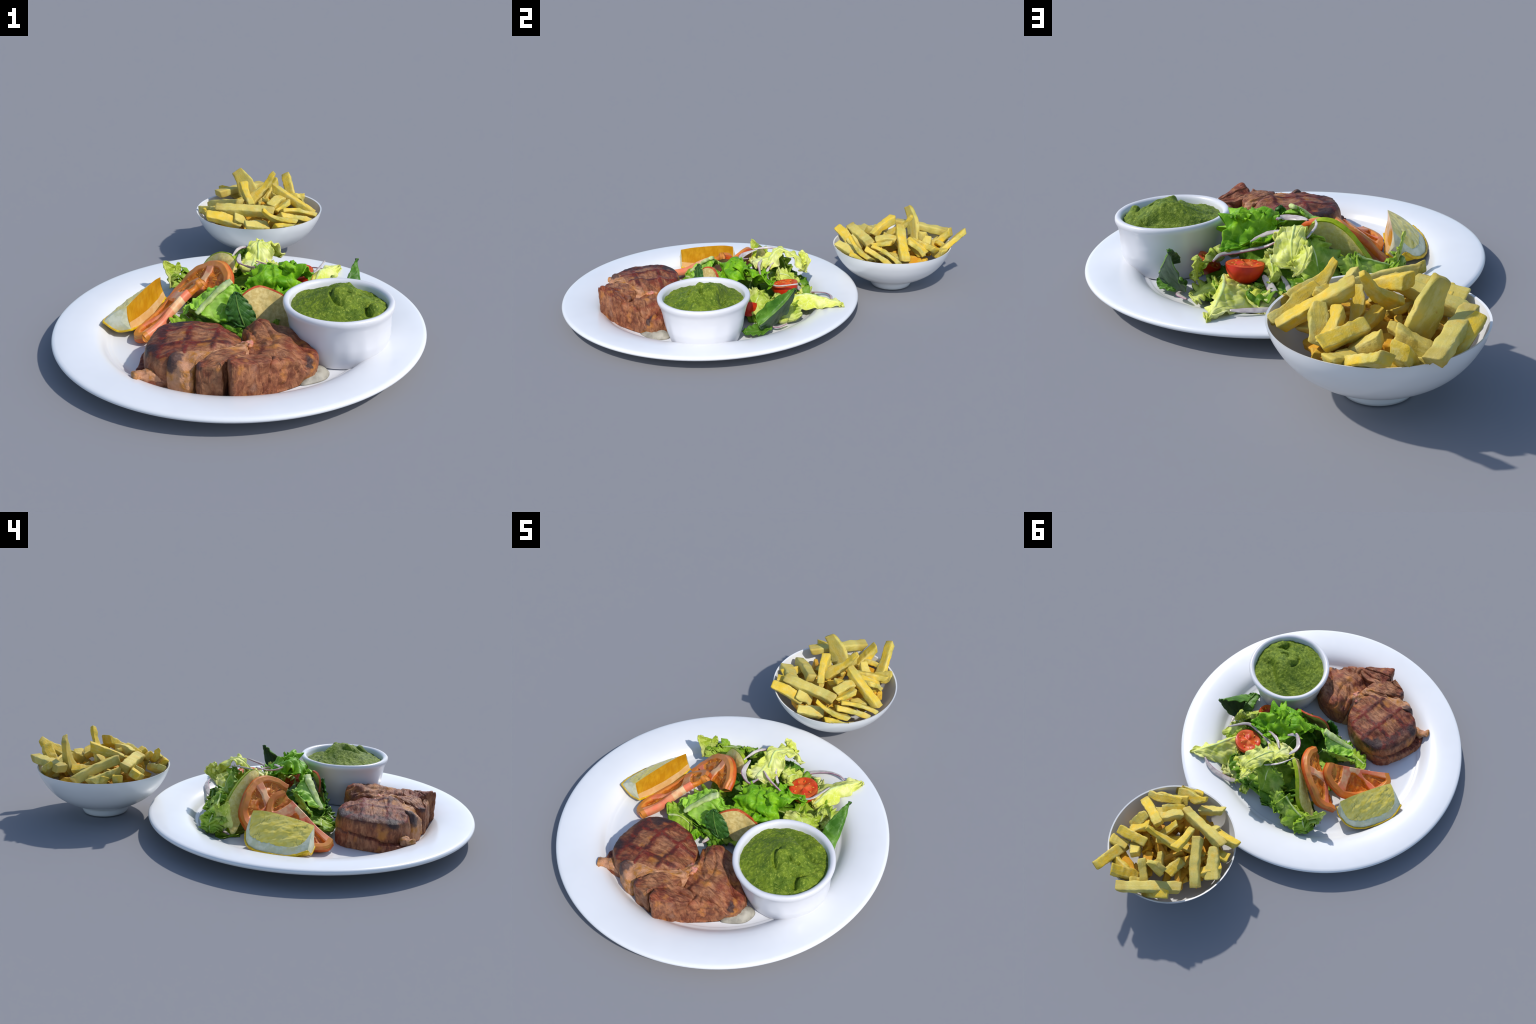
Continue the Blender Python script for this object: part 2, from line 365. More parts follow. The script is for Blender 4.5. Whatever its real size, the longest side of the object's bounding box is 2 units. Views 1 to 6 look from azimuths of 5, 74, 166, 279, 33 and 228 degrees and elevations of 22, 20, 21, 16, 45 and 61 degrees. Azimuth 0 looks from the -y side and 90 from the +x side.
def puree_h(x, y):
    p = np.array((x, y)); pk = np.array((.392, -.396))
    h = .2045
    # ridge line: high ground lies on the -y side of it
    a, b = np.array((.245, -.30)), np.array((.48, -.352)); d = (b - a) / np.linalg.norm(b - a); nrm = np.array((d[1], -d[0]))
    s = np.dot(p - a, d) / np.linalg.norm(b - a); q = np.dot(p - a, nrm) + .018 * math.sin(s * 5.) - .006 * mn.noise(Vector((x * 30, y * 30, 0)))
    side = 1 / (1 + math.exp(-q / .0035))
    bowl = .073 * math.exp(-(np.sum((p - pk - np.array((-.012, -.008))) ** 2)) / .0085)
    h += side * (bowl + .012 * math.exp(-(s - .1) ** 2 / .12) * math.exp(-max(q, 0) / .05) + .014 * math.exp(-(s - .55) ** 2 / .16) * math.exp(-max(q, 0) / .03))
    for cx, cy, hh, r in ((.500, -.478, .034, .026), (.525, -.44, .018, .028), (.47, -.44, .016, .03), (.43, -.445, .014, .03), (.41, -.36, .012, .018), (.44, -.385, .010, .02), (.36, -.43, .008, .02), (.50, -.36, .008, .02), (.44, -.30, .010, .025), (.525, -.395, .012, .02)):
        h += hh * math.exp(-((x - cx) ** 2 + (y - cy) ** 2) / (r * r) / .8)
    # swirl grooves
    for cx, cy, r, w, dep, a0, a1 in ((.40, -.425, .055, .007, .020, 2.3, 4.6), (.425, -.40, .032, .007, .018, 3.6, 5.8), (.505, -.478, .034, .007, .022, 2.0, 4.4), (.45, -.415, .05, .007, .016, 4.3, 5.9), (.47, -.31, .04, .006, .008, 4.2, 5.6)):
        dx, dy = x - cx, y - cy; ang = math.atan2(dy, dx) % (2 * math.pi)
        if a0 < ang < a1:
            e = min(ang - a0, a1 - ang) / .5
            h -= dep * min(1, e) * math.exp(-((math.hypot(dx, dy) - r) / w) ** 2)
    h += .0045 * fbm((x, y, 1), 24, 3) + .003 * fbm((x, y, 2), 75, 5)
    rr = math.hypot(x - RC[0], y - RC[1])
    return h - .004 * max(0, (rr - .15) / .03)
nr, nc = 90, 200
v = []
for i in range(nr):
    r = .1765 * math.sqrt((i + .02) / (nr - 1)) if i < nr - 1 else .1765
    for k in range(nc):
        a = 2 * math.pi * k / nc; x, y = RC[0] + r * math.cos(a), RC[1] + r * math.sin(a)
        v.append((x, y, puree_h(x, y)))
for k in range(nc):
    a = 2 * math.pi * k / nc; v.append((RC[0] + .172 * math.cos(a), RC[1] + .172 * math.sin(a), .175))
f = [q for q in grid_faces(nr + 1, nc, True)]
f.append(list(range(nc))[::-1]); f.append([nr * nc + k for k in range(nc)])
add("herb_puree", v, f, M_puree, ram)

# ------------------------------------------------------------------ steak
steak = thing("grilled_steak", "thick grilled ribeye steak with dark crossed grill marks", "steak", STEAK)
def shepard(pts, x, y, p=3.2):
    w = 0; s = 0
    for a, b, c in pts:
        k = 1 / (((x - a) ** 2 + (y - b) ** 2) ** (p / 2) + 1e-6); w += k; s += k * c
    return s / w
def lobe(name, outline, tops, mat, zb=.018, seed=0., nr=64, na=180, bulge=.05, edge=.9, rough=.006, fdir=(1, .4), grooves=(), fine=.0026, sharp=0., crack=.009):
    O = even(np.array(outline), na, True); c = O.mean(0)
    rings = []
    for i in range(nr):
        s = i / (nr - 1)
        if s < .42:                                   # side wall
            t = s / .42; g = t * (.88 + .10 * sharp)
            sc = (.95 + bulge * math.sin(t * math.pi) + (edge - .95) * t ** 2.2)
        else:                                         # shoulder, then the top
            t = (s - .42) / .58; g0 = .88 + .10 * sharp
            sc = edge * max(0., 1 - t) ** 0.9; g = g0 + (1 - g0) * (1 - (1 - min(1, t / (.26 - .18 * sharp))) ** 2)
        rings.append((sc, g))
    v = []
    for sc, g in rings:
        for k in range(na):
            x, y = c + (O[k] - c) * max(sc, .004)
            h = shepard(tops, x, y)
            v.append((x, y, zb + (h - zb) * g))
    f = grid_faces(nr, na, True); f.append(list(range(na))[::-1]); f.append([(nr - 1) * na + k for k in range(na)])
    v = np.array(v); n = vnormals(v, f)
    fx, fy = unit(fdir)
    for i, p in enumerate(v):
        if i < na: continue
        al, pe = p[0] * fx + p[1] * fy, -p[0] * fy + p[1] * fx
        top = abs(n[i][2]); a_ = p[0] * n[i][1] - p[1] * n[i][0]
        qt = (al * .6, pe * 2.2, p[2] * 1.2); qs = (a_ * 2.0, p[2] * .5, seed)
        st = 1.5 * (abs(fbm(qt, 26, seed + 3, 3)) - .3) * top + 1.5 * (abs(fbm(qs, 22, seed + 6, 3)) - .3) * (1 - top)
        d = rough * fbm(p, 12, seed, 2) + fine * st + .0012 * fbm(p, 60, seed + 5, 2)
        cr = n3(qt, 8, seed + 9)                       # deep cracks between the muscle bundles
        d -= crack * max(0, .10 - abs(cr)) / .10 * (.4 + .6 * top)
        for G, w, dep in grooves:
            A, B = np.array(G[:2]), np.array(G[2:]); e = B - A
            t = min(1, max(0, np.dot(p[:2] - A, e) / np.dot(e, e)))
            dd = np.linalg.norm(p[:2] - A - e * t) + .006 * n3(p, 30, seed); d -= dep * math.exp(-(dd / w) ** 2)
        v[i] = p + n[i] * d
    v[:, 2] = np.maximum(v[:, 2], .0225)
    return add(name, v, f, mat, steak)

marks = [((-.147, -.70, -.147, -.46), .009, .003), ((-.048, -.68, -.048, -.47), .009, .003), ((-.25, -.64, .01, -.64), .009, .003), ((-.25, -.532, .01, -.532), .009, .003)]
lobe("eye_muscle", [(-.295, -.66), (-.298, -.57), (-.28, -.49), (-.23, -.437), (-.15, -.422), (-.07, -.43), (-.005, -.47), (.032, -.52), (.045, -.575), (.03, -.63), (-.03, -.68), (-.11, -.708), (-.18, -.726), (-.225, -.728), (-.268, -.70)],
     [(-.207, -.462, .142), (-.152, -.528, .160), (-.142, -.646, .157), (-.053, -.541, .155), (-.043, -.639, .165), (-.181, -.715, .153), (-.247, -.49, .146), (.0, -.495, .125), (.03, -.54, .125), (-.27, -.62, .142), (-.1, -.69, .158), (-.245, -.70, .138), (-.1, -.46, .142)],
     M_eye, seed=1., rough=.004, grooves=marks, edge=.95, sharp=.45, fdir=(1, .1), fine=.0020, crack=.003)
lobe("lower_flap", [(-.325, -.69), (-.325, -.58), (-.30, -.49), (-.25, -.43), (-.16, -.418), (-.10, -.43), (-.08, -.5), (-.1, -.62), (-.2, -.72), (-.28, -.735)],
     [(-.30, -.48, .088), (-.32, -.56, .078), (-.325, -.65, .058), (-.29, -.72, .055), (-.2, -.43, .09)], M_meat, seed=4., bulge=.03, edge=.94, rough=.005)
lobe("fat_strip", [(-.205, -.738), (-.195, -.712), (-.12, -.69), (-.03, -.665), (.03, -.64), (.055, -.615), (.075, -.628), (.055, -.655), (-.03, -.692), (-.09, -.725), (-.115, -.772), (-.145, -.776), (-.19, -.756)],
     [(-.181, -.724, .160), (-.1, -.712, .152), (0, -.675, .147), (.06, -.625, .145), (-.12, -.78, .11), (-.16, -.76, .14)], M_fat, seed=6., edge=.90, rough=.004, fdir=(1, .3), sharp=.4, bulge=.03)
lobe("middle_block", [(-.088, -.792), (-.05, -.800), (-.008, -.808), (.002, -.778), (.05, -.72), (.066, -.665), (.03, -.66), (-.03, -.69), (-.08, -.728), (-.10, -.765)],
     [(-.085, -.772, .146), (-.03, -.80, .150), (-.001, -.787, .166), (.01, -.72, .156), (.05, -.68, .148), (-.03, -.74, .156)], M_block, seed=8., edge=.95, fdir=(1, .5), sharp=.9, bulge=.02)
lobe("front_slab", [(.034, -.832), (.055, -.822), (.085, -.800), (.115, -.777), (.150, -.75), (.155, -.71), (.11, -.69), (.04, -.71), (.012, -.77), (.022, -.82)],
     [(.026, -.806, .184), (.06, -.79, .172), (.10, -.775, .158), (.142, -.75, .148), (.1, -.72, .146), (.03, -.75, .152), (.012, -.79, .170)], M_block, seed=11., edge=.955, fdir=(1, .35), sharp=1., bulge=.02)
lobe("shoulder_muscle", [(.125, -.772), (.17, -.745), (.226, -.705), (.278, -.658), (.308, -.612), (.30, -.56), (.25, -.50), (.19, -.452), (.12, -.438), (.06, -.447), (.028, -.48), (.045, -.54), (.055, -.60), (.055, -.66), (.065, -.71), (.09, -.75)],
     [(.285, -.653, .104), (.142, -.74, .145), (.2, -.70, .134), (.096, -.492, .174), (.07, -.6, .140), (.15, -.6, .156), (.2, -.55, .152), (.25, -.55, .124), (.07, -.66, .120), (.17, -.47, .145), (.05, -.49, .145), (.29, -.58, .112), (.315, -.58, .098), (.13, -.68, .145)],
     M_meat, seed=14., edge=.945, rough=.007, fdir=(.8, -.6), nr=74, na=210, sharp=.4,
     grooves=[((.10, -.70, .26, -.66), .010, .010), ((.05, -.655, .12, -.72), .012, .012), ((.14, -.76, .15, -.70), .008, .012), ((.06, -.53, .13, -.53), .012, .008), ((.20, -.52, .27, -.60), .012, .008), ((.18, -.735, .25, -.69), .006, .010)])
v, f = tube([(-.225, -.695, .05), (-.265, -.708, .062), (-.295, -.722, .064), (-.322, -.738, .074)], .05, .045, n=40, m=24, jitter=.012, seed=2, scale=30, prof=lambda s: (1 - .35 * s + .35 * math.exp(-((s - .93) / .07) ** 2) * .6, 1 - .35 * s))
add("gristle_tail", v, f, M_fat, steak)
v, f = tube([(.035, -.575, .122), (.06, -.592, .130), (.08, -.612, .128)], .026, .024, n=30, m=18, jitter=.012, seed=5, scale=50, prof=lambda s: (max(.1, math.sin(math.pi * (.1 + .8 * s)) ** .5),) * 2)
add("bone_knuckle", v, f, mat_simple("cooked_gristle", lin(206, 140, 122), lin(182, 96, 70), 40, .35, c=lin(198, 120, 40)), steak)
lobe("seam_fat", [(-.02, -.665), (.03, -.69), (.075, -.66), (.088, -.60), (.072, -.54), (.06, -.49), (.02, -.478), (-.005, -.52), (.015, -.57), (.005, -.62)],
     [(.0, -.66, .150), (.067, -.595, .138), (.07, -.643, .128), (.034, -.526, .108), (.03, -.49, .098)], M_fat, seed=21., edge=.9, rough=.007, fdir=(.3, 1), nr=50, na=120)
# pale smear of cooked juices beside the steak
v = []
O = even(np.array([(.245, -.675), (.285, -.668), (.335, -.63), (.345, -.575), (.31, -.555), (.27, -.60)]), 90, True); c = O.mean(0)
for i in range(14):
    s = i / 13
    for k in range(90):
        x, y = c + (O[k] - c) * (1 - s * .97); v.append((x, y, max(.0228, .0228 + (.022 + 0.35 * max(0, .235 - math.hypot(x - RC[0], y - RC[1]))) * (1 - (1 - s) ** 2) + .008 * fbm((x, y, 0), 22, 4) * s)))
f = grid_faces(14, 90, True); f.append([13 * 90 + k for k in range(90)]); f.append(list(range(90))[::-1])
add("pale_tendon", v, f, mat_simple("pale_tendon_tissue", lin(170, 164, 148), lin(138, 134, 122), 22, .5), steak)

# ------------------------------------------------------------------ leaves
salad = thing("mixed_salad", "mixed leaf salad with lettuce, cherry tomato and red onion", "salad", (.08, -.08, .022))
def leaf(name, ctrl, mat, rib=None, thick=.0034, ruffle=.010, rfreq=17., bump=.003, seed=0., nu=56, nv=64, ragged=.12, pw=5., ribw=.04, veins=5, vein_d=.0016, ruf_in=.25, parent=None, half=None, waves=4.5):
    C = np.array(ctrl, float)                       # rows (base..tip) x columns x 3
    Rr = np.stack([catmull(C[:, j], 60) for j in range(C.shape[1])], 1)        # 60 x cols x 3
    S = np.stack([catmull(Rr[i], 60) for i in range(60)], 0)                    # 60 x 60 x 3
    def at(u, w):
        a, b = np.clip(w, 0, 1) * 59, np.clip(u, 0, 1) * 59
        i, j = min(int(a), 58), min(int(b), 58); x, y = a - i, b - j
        return (S[i, j] * (1 - x) * (1 - y) + S[i + 1, j] * x * (1 - y) + S[i, j + 1] * (1 - x) * y + S[i + 1, j + 1] * x * y)
    P = np.zeros((nv, nu, 3)); D = np.zeros((nv, nu))
    for i in range(nv):
        w = i / (nv - 1)
        W = max(.04, max(0., 1 - abs(2 * w - 1) ** pw) ** (1 / pw))
        eL = ragged * (.5 + .9 * n3((w * 5, 1, seed), 1.) + .5 * n3((w * 15, 2, seed), 1.)); eR = ragged * (.5 + .9 * n3((w * 5, 7, seed), 1.) + .5 * n3((w * 15, 9, seed), 1.))
        for j in range(nu):
            u = j / (nu - 1); x = 2 * u - 1
            k = W * (1 - max(0, eL) if x < 0 else 1 - max(0, eR))
            wo = w + (.5 - w) * ragged * max(0, .5 + .9 * n3((u * 5, 3, seed), 1.) + .5 * n3((u * 14, 4, seed), 1.)) * abs(2 * w - 1) ** 3
            P[i, j] = at(.5 + x * k / 2, wo)
            e = max(abs(x) ** 2.2, abs(2 * w - 1) ** 4 * .9)
            D[i, j] = ruffle * (ruf_in + (1 - ruf_in) * e) * 1.5 * fbm(P[i, j], rfreq, seed, 2)
            D[i, j] += ruffle * .75 * abs(x) ** 3 * math.sin(6.283 * waves * w + seed * 3 + (2 if x > 0 else 0) + 2.5 * n3((w * 4, x * 2, seed), 1.))
            D[i, j] += ruffle * .6 * abs(2 * w - 1) ** 5 * math.sin(6.283 * waves * .7 * u + seed * 5)
            vn = abs(((w * veins + abs(x) * .9 * veins * .5) % 1) - .5) * 2     # side veins
            D[i, j] += bump * 1.4 * (fbm(P[i, j], 27, seed + 4, 2)) - vein_d * math.exp(-((1 - vn) / .16) ** 2) * min(1, abs(x) * 4)
            D[i, j] += .004 * math.exp(-(x / (ribw * 1.5)) ** 2) * (1 - w * .7)
    du = np.gradient(P, axis=1); dv = np.gradient(P, axis=0); nn = unit(np.cross(du, dv))
    P = P + nn * D[..., None]
    du = np.gradient(P, axis=1); dv = np.gradient(P, axis=0); nn = unit(np.cross(du, dv))
    th = np.full((nv, nu), thick / 2)
    for j in range(nu): th[:, j] += .0035 * math.exp(-((2 * j / (nu - 1) - 1) / ribw) ** 2) * np.linspace(1, .2, nv) if rib else 0
    A = (P + nn * th[..., None]).reshape(-1, 3); B = (P - nn * th[..., None]).reshape(-1, 3); n = nu * nv
    for Q in (A, B):
        for q in Q: q[2] = max(q[2], plate_z(q[0], q[1]) + .002)
    B[:, 2] -= .0008
    f = grid_faces(nv, nu) + grid_faces(nv, nu, off=n, flip=True)
    sl = []
    for i in range(nv - 1):
        for j in range(nu - 1):
            x = abs((j + .5) / (nu - 1) * 2 - 1); sl.append(1 if rib and x < ribw * (1.25 - .9 * i / nv) else (2 if half and j >= nu / 2 else 0))
    sl = sl + ([2 if half else 0] * len(sl) if half else sl)
    loop = [j for j in range(nu)] + [i * nu + nu - 1 for i in range(1, nv)] + [(nv - 1) * nu + j for j in range(nu - 2, -1, -1)] + [i * nu for i in range(nv - 2, 0, -1)]
    for a, b in zip(loop, loop[1:] + loop[:1]): f.append((b, a, a + n, b + n)); sl.append(0)
    return add(name, np.vstack([A, B]), f, [m for m in (mat, rib or mat, half or mat)], parent or salad, sl)

# tall yellow iceberg leaf, folded over its crest
leaf("lettuce_leaf", [[(-.015, -.03, .20), (.05, -.04, .19), (.12, -.03, .185)], [(.0, .005, .245), (.05, .0, .24), (.115, .01, .235)], [(.005, .036, .266), (.05, .034, .270), (.10, .038, .274)],
     [(.02, .09, .25), (.08, .1, .24), (.14, .08, .225)], [(.02, .15, .215), (.09, .15, .185), (.165, .105, .165)]], M_ice, M_rib, ruffle=.014, bump=.006, seed=1.3, ragged=.16, nu=72, nv=80)
leaf("lettuce_leaf", [[(.035, .12, .235), (.05, .135, .235), (.06, .13, .225)], [(.025, .155, .238), (.05, .165, .225), (.09, .14, .20)], [(.05, .185, .20), (.065, .175, .19), (.095, .14, .17)], [(.075, .16, .155), (.083, .15, .155), (.09, .14, .152)]], M_ice, None, ruffle=.008, seed=2.1, pw=3)
# long flap reaching over the rim
leaf("lettuce_leaf", [[(.21, -.01, .10), (.275, -.02, .112), (.328, -.03, .05)], [(.20, .06, .085), (.288, .05, .120), (.332, .03, .06)], [(.205, .12, .055), (.308, .115, .124), (.345, .10, .066)], [(.27, .185, .075), (.338, .172, .108), (.366, .16, .078)], [(.355, .235, .085), (.378, .236, .09), (.392, .215, .085)]],
     M_ice, M_rib, ruffle=.013, bump=.005, seed=3.7, ragged=.14, nu=72, nv=80)
# dark upright beet leaf behind the ramekin
leaf("beet_leaf", [[(.385, -.19, .112), (.462, -.19, .080), (.43, -.165, .045)], [(.396, -.135, .155), (.462, -.135, .122), (.405, -.11, .042)], [(.412, -.08, .192), (.455, -.078, .166), (.394, -.074, .058)], [(.432, -.04, .221), (.450, -.038, .203), (.420, -.034, .130)], [(.442, -.016, .234), (.446, -.013, .230), (.443, -.012, .224)]],
     M_dark, M_darkrib, ruffle=.006, bump=.0012, vein_d=.0006, seed=4.2, ragged=.08, ribw=.016, pw=4.5, half=M_darkhalf)
leaf("beet_leaf", [[(.42, -.27, .05), (.45, -.25, .05), (.47, -.24, .05)], [(.40, -.21, .06), (.44, -.19, .045), (.475, -.19, .05)], [(.36, -.15, .05), (.42, -.12, .05), (.45, -.12, .05)]], M_dark, M_darkrib, ruffle=.006, bump=.0006, vein_d=.0006, seed=4.9, ribw=.03)
# bright frilly lettuce
leaf("frilly_lettuce_leaf", [[(.01, -.25, .15), (.09, -.275, .15), (.165, -.265, .165), (.225, -.24, .15)], [(.02, -.235, .205), (.095, -.245, .215), (.165, -.24, .235), (.235, -.205, .20)], [(.03, -.21, .228), (.10, -.20, .246), (.165, -.195, .262), (.24, -.16, .230)],
     [(.06, -.155, .214), (.125, -.14, .226), (.205, -.12, .222), (.275, -.09, .195)], [(.085, -.10, .165), (.145, -.08, .175), (.215, -.065, .17), (.30, -.055, .165)]], M_frill, None, ruffle=.034, rfreq=13, bump=.005, seed=5.5, ragged=.14, nu=110, nv=100, ruf_in=.65, waves=2.8)
leaf("frilly_lettuce_leaf", [[(.03, -.16, .20), (.06, -.20, .215), (.10, -.23, .19)], [(.05, -.15, .235), (.075, -.185, .24), (.115, -.215, .225)], [(.09, -.14, .225), (.11, -.17, .25), (.15, -.20, .25)]], M_frill, None, ruffle=.022, rfreq=18, seed=6.1, ragged=.14, ruf_in=.6, waves=2.5)
leaf("frilly_lettuce_leaf", [[(.13, -.18, .24), (.155, -.20, .262), (.19, -.22, .235)], [(.15, -.165, .250), (.17, -.19, .274), (.21, -.20, .245)], [(.17, -.145, .232), (.20, -.165, .250), (.24, -.17, .225)]], M_frill, None, ruffle=.022, rfreq=18, seed=6.7, ragged=.14, ruf_in=.6, waves=2.5)
# romaine leaf with its pale rib
leaf("romaine_leaf", [[(-.095, -.225, .185), (-.058, -.256, .212), (-.03, -.28, .23), (.04, -.285, .185)], [(-.145, -.268, .170), (-.115, -.295, .182), (-.075, -.315, .18), (.0, -.325, .14)], [(-.20, -.325, .138), (-.16, -.352, .138), (-.11, -.362, .115), (-.03, -.37, .09)]],
     M_rom, None, ruffle=.010, rfreq=20, bump=.003, seed=7.3, nu=80, nv=64, veins=3)
v, f = tube([(-.03, -.281, .236), (-.075, -.305, .205), (-.12, -.335, .165), (-.155, -.358, .132)], .032, .016, n=40, m=18, jitter=.004, seed=3, prof=lambda s: (1 - .25 * s, 1))
add("romaine_rib", v, f, M_rib, salad)
leaf("romaine_leaf", [[(-.06, -.21, .185), (-.10, -.235, .185), (-.13, -.26, .15)], [(-.11, -.24, .165), (-.15, -.275, .172), (-.18, -.30, .13)], [(-.16, -.27, .12), (-.20, -.31, .135), (-.22, -.345, .10)]], M_rom, None, ruffle=.008, seed=7.9, pw=4)
leaf("romaine_leaf", [[(-.02, -.29, .20), (.03, -.28, .20), (.07, -.25, .19)], [(.0, -.31, .17), (.05, -.295, .18), (.09, -.265, .17)], [(.02, -.32, .13), (.06, -.31, .13), (.10, -.28, .13)]], M_rom, M_rib, ruffle=.01, seed=8.3)
leaf("lettuce_leaf", [[(-.28, -.325, .10), (-.24, -.37, .07), (-.21, -.415, .045)], [(-.21, -.315, .11), (-.18, -.36, .085), (-.14, -.42, .05)], [(-.13, -.33, .09), (-.11, -.37, .075), (-.09, -.405, .05)]], M_mid, M_rib, ruffle=.012, seed=8.8)
# spinach leaf
leaf("spinach_leaf", [[(-.03, -.36, .09), (.03, -.368, .085), (.085, -.352, .085)], [(-.045, -.368, .15), (.005, -.362, .155), (.06, -.345, .15)], [(-.035, -.355, .205), (-.008, -.348, .222), (.03, -.335, .20)]], M_spin, M_darkrib, ruffle=.006, bump=.001, vein_d=.0012, seed=9.1, ragged=.08, ribw=.018, pw=2.8)
leaf("lettuce_leaf", [[(-.075, -.36, .03), (-.03, -.385, .05), (.01, -.40, .035)], [(-.05, -.345, .07), (-.01, -.36, .085), (.04, -.385, .06)], [(-.01, -.34, .06), (.04, -.345, .07), (.08, -.36, .05)]], M_deep, M_rib, ruffle=.012, seed=9.9)
leaf("lettuce_leaf", [[(-.12, -.40, .028), (-.10, -.405, .045), (-.08, -.41, .028)], [(-.11, -.37, .05), (-.09, -.38, .07), (-.06, -.39, .05)], [(-.09, -.35, .06), (-.07, -.36, .075), (-.05, -.37, .06)]], M_frill, None, ruffle=.012, seed=10.4)
# curly leaf at the back left, two raised prongs
leaf("curly_lettuce_leaf", [[(-.13, .04, .08), (-.135, .07, .158), (-.11, .115, .09)], [(-.20, .045, .06), (-.19, .075, .138), (-.175, .14, .07)], [(-.26, .03, .055), (-.245, .07, .110), (-.235, .145, .05)], [(-.30, -.005, .09), (-.29, .045, .09), (-.27, .115, .06)], [(-.322, -.005, .12), (-.315, .03, .125), (-.295, .06, .115)]],
     M_mid, M_rib, ruffle=.018, rfreq=16, seed=11.2, ragged=.2, nu=80, nv=84)
leaf("curly_lettuce_leaf", [[(-.315, -.02, .075), (-.312, .01, .078), (-.30, .045, .075)], [(-.325, -.008, .13), (-.315, .015, .128), (-.295, .05, .125)], [(-.34, -.006, .17), (-.328, .006, .15), (-.298, .055, .15)], [(-.342, -.003, .202), (-.332, .006, .196), (-.322, .012, .188)]], M_icegreen, None, ruffle=.003, rfreq=22, seed=11.9, pw=6, ragged=.05, bump=.0015)
leaf("curly_lettuce_leaf", [[(-.305, .03, .11), (-.297, .045, .115), (-.287, .06, .11)], [(-.30, .04, .14), (-.293, .056, .14), (-.28, .066, .135)], [(-.296, .055, .165), (-.29, .062, .167), (-.283, .07, .162)]], M_icegreen, None, ruffle=.003, seed=12.1, pw=5, ragged=.05, bump=.0015)
leaf("curly_lettuce_leaf", [[(-.27, .02, .10), (-.26, .075, .115), (-.24, .12, .10)], [(-.30, .03, .075), (-.285, .085, .085), (-.26, .13, .07)], [(-.325, .045, .05), (-.315, .085, .05), (-.27, .145, .045)]], M_mid, M_rib, ruffle=.018, rfreq=19, seed=12.7, ragged=.2)
# green back leaves under the iceberg
leaf("lettuce_leaf", [[(.05, .03, .235), (.0, .035, .238), (-.045, .03, .222)], [(.065, .065, .20), (.0, .06, .205), (-.085, .022, .180)], [(.06, .10, .135), (-.01, .09, .14), (-.10, .055, .145)], [(.05, .125, .06), (-.02, .12, .06), (-.09, .10, .06)]], M_mid, M_rib, ruffle=.016, seed=13.3, ragged=.18, nu=72, nv=80)
leaf("lettuce_leaf", [[(.03, .115, .075), (.06, .125, .08), (.10, .12, .075)], [(.035, .15, .078), (.06, .16, .082), (.10, .145, .07)], [(.035, .165, .045), (.06, .175, .045), (.10, .16, .04)]], M_icegreen, M_rib, ruffle=.016, seed=13.9, ragged=.18)
leaf("lettuce_leaf", [[(-.09, .045, .15), (-.12, .068, .160), (-.16, .075, .13)], [(-.075, .085, .14), (-.115, .096, .158), (-.165, .098, .12)], [(-.075, .12, .11), (-.12, .13, .10), (-.16, .135, .07)]], M_mid, M_rib, ruffle=.016, seed=14.4, ragged=.18)
# pale crumpled leaves in the middle
leaf("lettuce_leaf", [[(-.03, -.10, .205), (.03, -.10, .21), (.09, -.10, .195)], [(-.02, -.05, .225), (.035, -.045, .222), (.10, -.05, .20)], [(-.02, .0, .225), (.03, .005, .22), (.10, .0, .20)]], M_ice, M_rib, ruffle=.014, seed=15.1, ragged=.16)
leaf("lettuce_leaf", [[(.09, .0, .19), (.125, -.005, .18), (.15, -.02, .15)], [(.10, .04, .19), (.13, .045, .165), (.155, .03, .13)], [(.11, .09, .15), (.14, .095, .12), (.165, .08, .095)]], M_icegreen, M_rib, ruffle=.014, seed=15.8, ragged=.16)
# lettuce under the frilly leaf, beside the ramekin
leaf("lettuce_leaf", [[(.20, -.15, .170), (.275, -.125, .165), (.345, -.075, .140)], [(.23, -.19, .145), (.305, -.155, .13), (.36, -.10, .10)], [(.255, -.225, .10), (.325, -.185, .085), (.375, -.13, .055)]], M_icegreen, M_rib, ruffle=.016, seed=16.2, ragged=.16, nu=72)
leaf("lettuce_leaf", [[(.33, -.115, .10), (.345, -.08, .11), (.36, -.045, .09)], [(.325, -.09, .14), (.35, -.07, .145), (.375, -.045, .115)], [(.34, -.085, .165), (.355, -.074, .172), (.37, -.06, .16)]], M_icegreen, M_rib, ruffle=.010, seed=16.9, pw=3)
leaf("lettuce_leaf", [[(.29, -.07, .10), (.30, .0, .10), (.31, .05, .09)], [(.33, -.08, .08), (.345, -.02, .075), (.35, .05, .07)], [(.37, -.09, .045), (.38, -.03, .045), (.38, .04, .05)]], M_icegreen, M_rib, ruffle=.016, seed=17.4, ragged=.18)
leaf("lettuce_leaf", [[(.26, .03, .10), (.22, .06, .10), (.17, .05, .10)], [(.26, .09, .075), (.21, .12, .08), (.15, .11, .08)], [(.24, .14, .05), (.20, .17, .045), (.14, .16, .045)]], M_ice, M_rib, ruffle=.016, seed=18.0, ragged=.18)
leaf("lettuce_leaf", [[(.10, .06, .11), (.07, .10, .11), (.04, .13, .10)], [(.16, .10, .085), (.13, .14, .08), (.10, .17, .075)], [(.19, .14, .045), (.17, .17, .045), (.14, .20, .05)]], M_icegreen, M_rib, ruffle=.016, seed=18.6, ragged=.18)
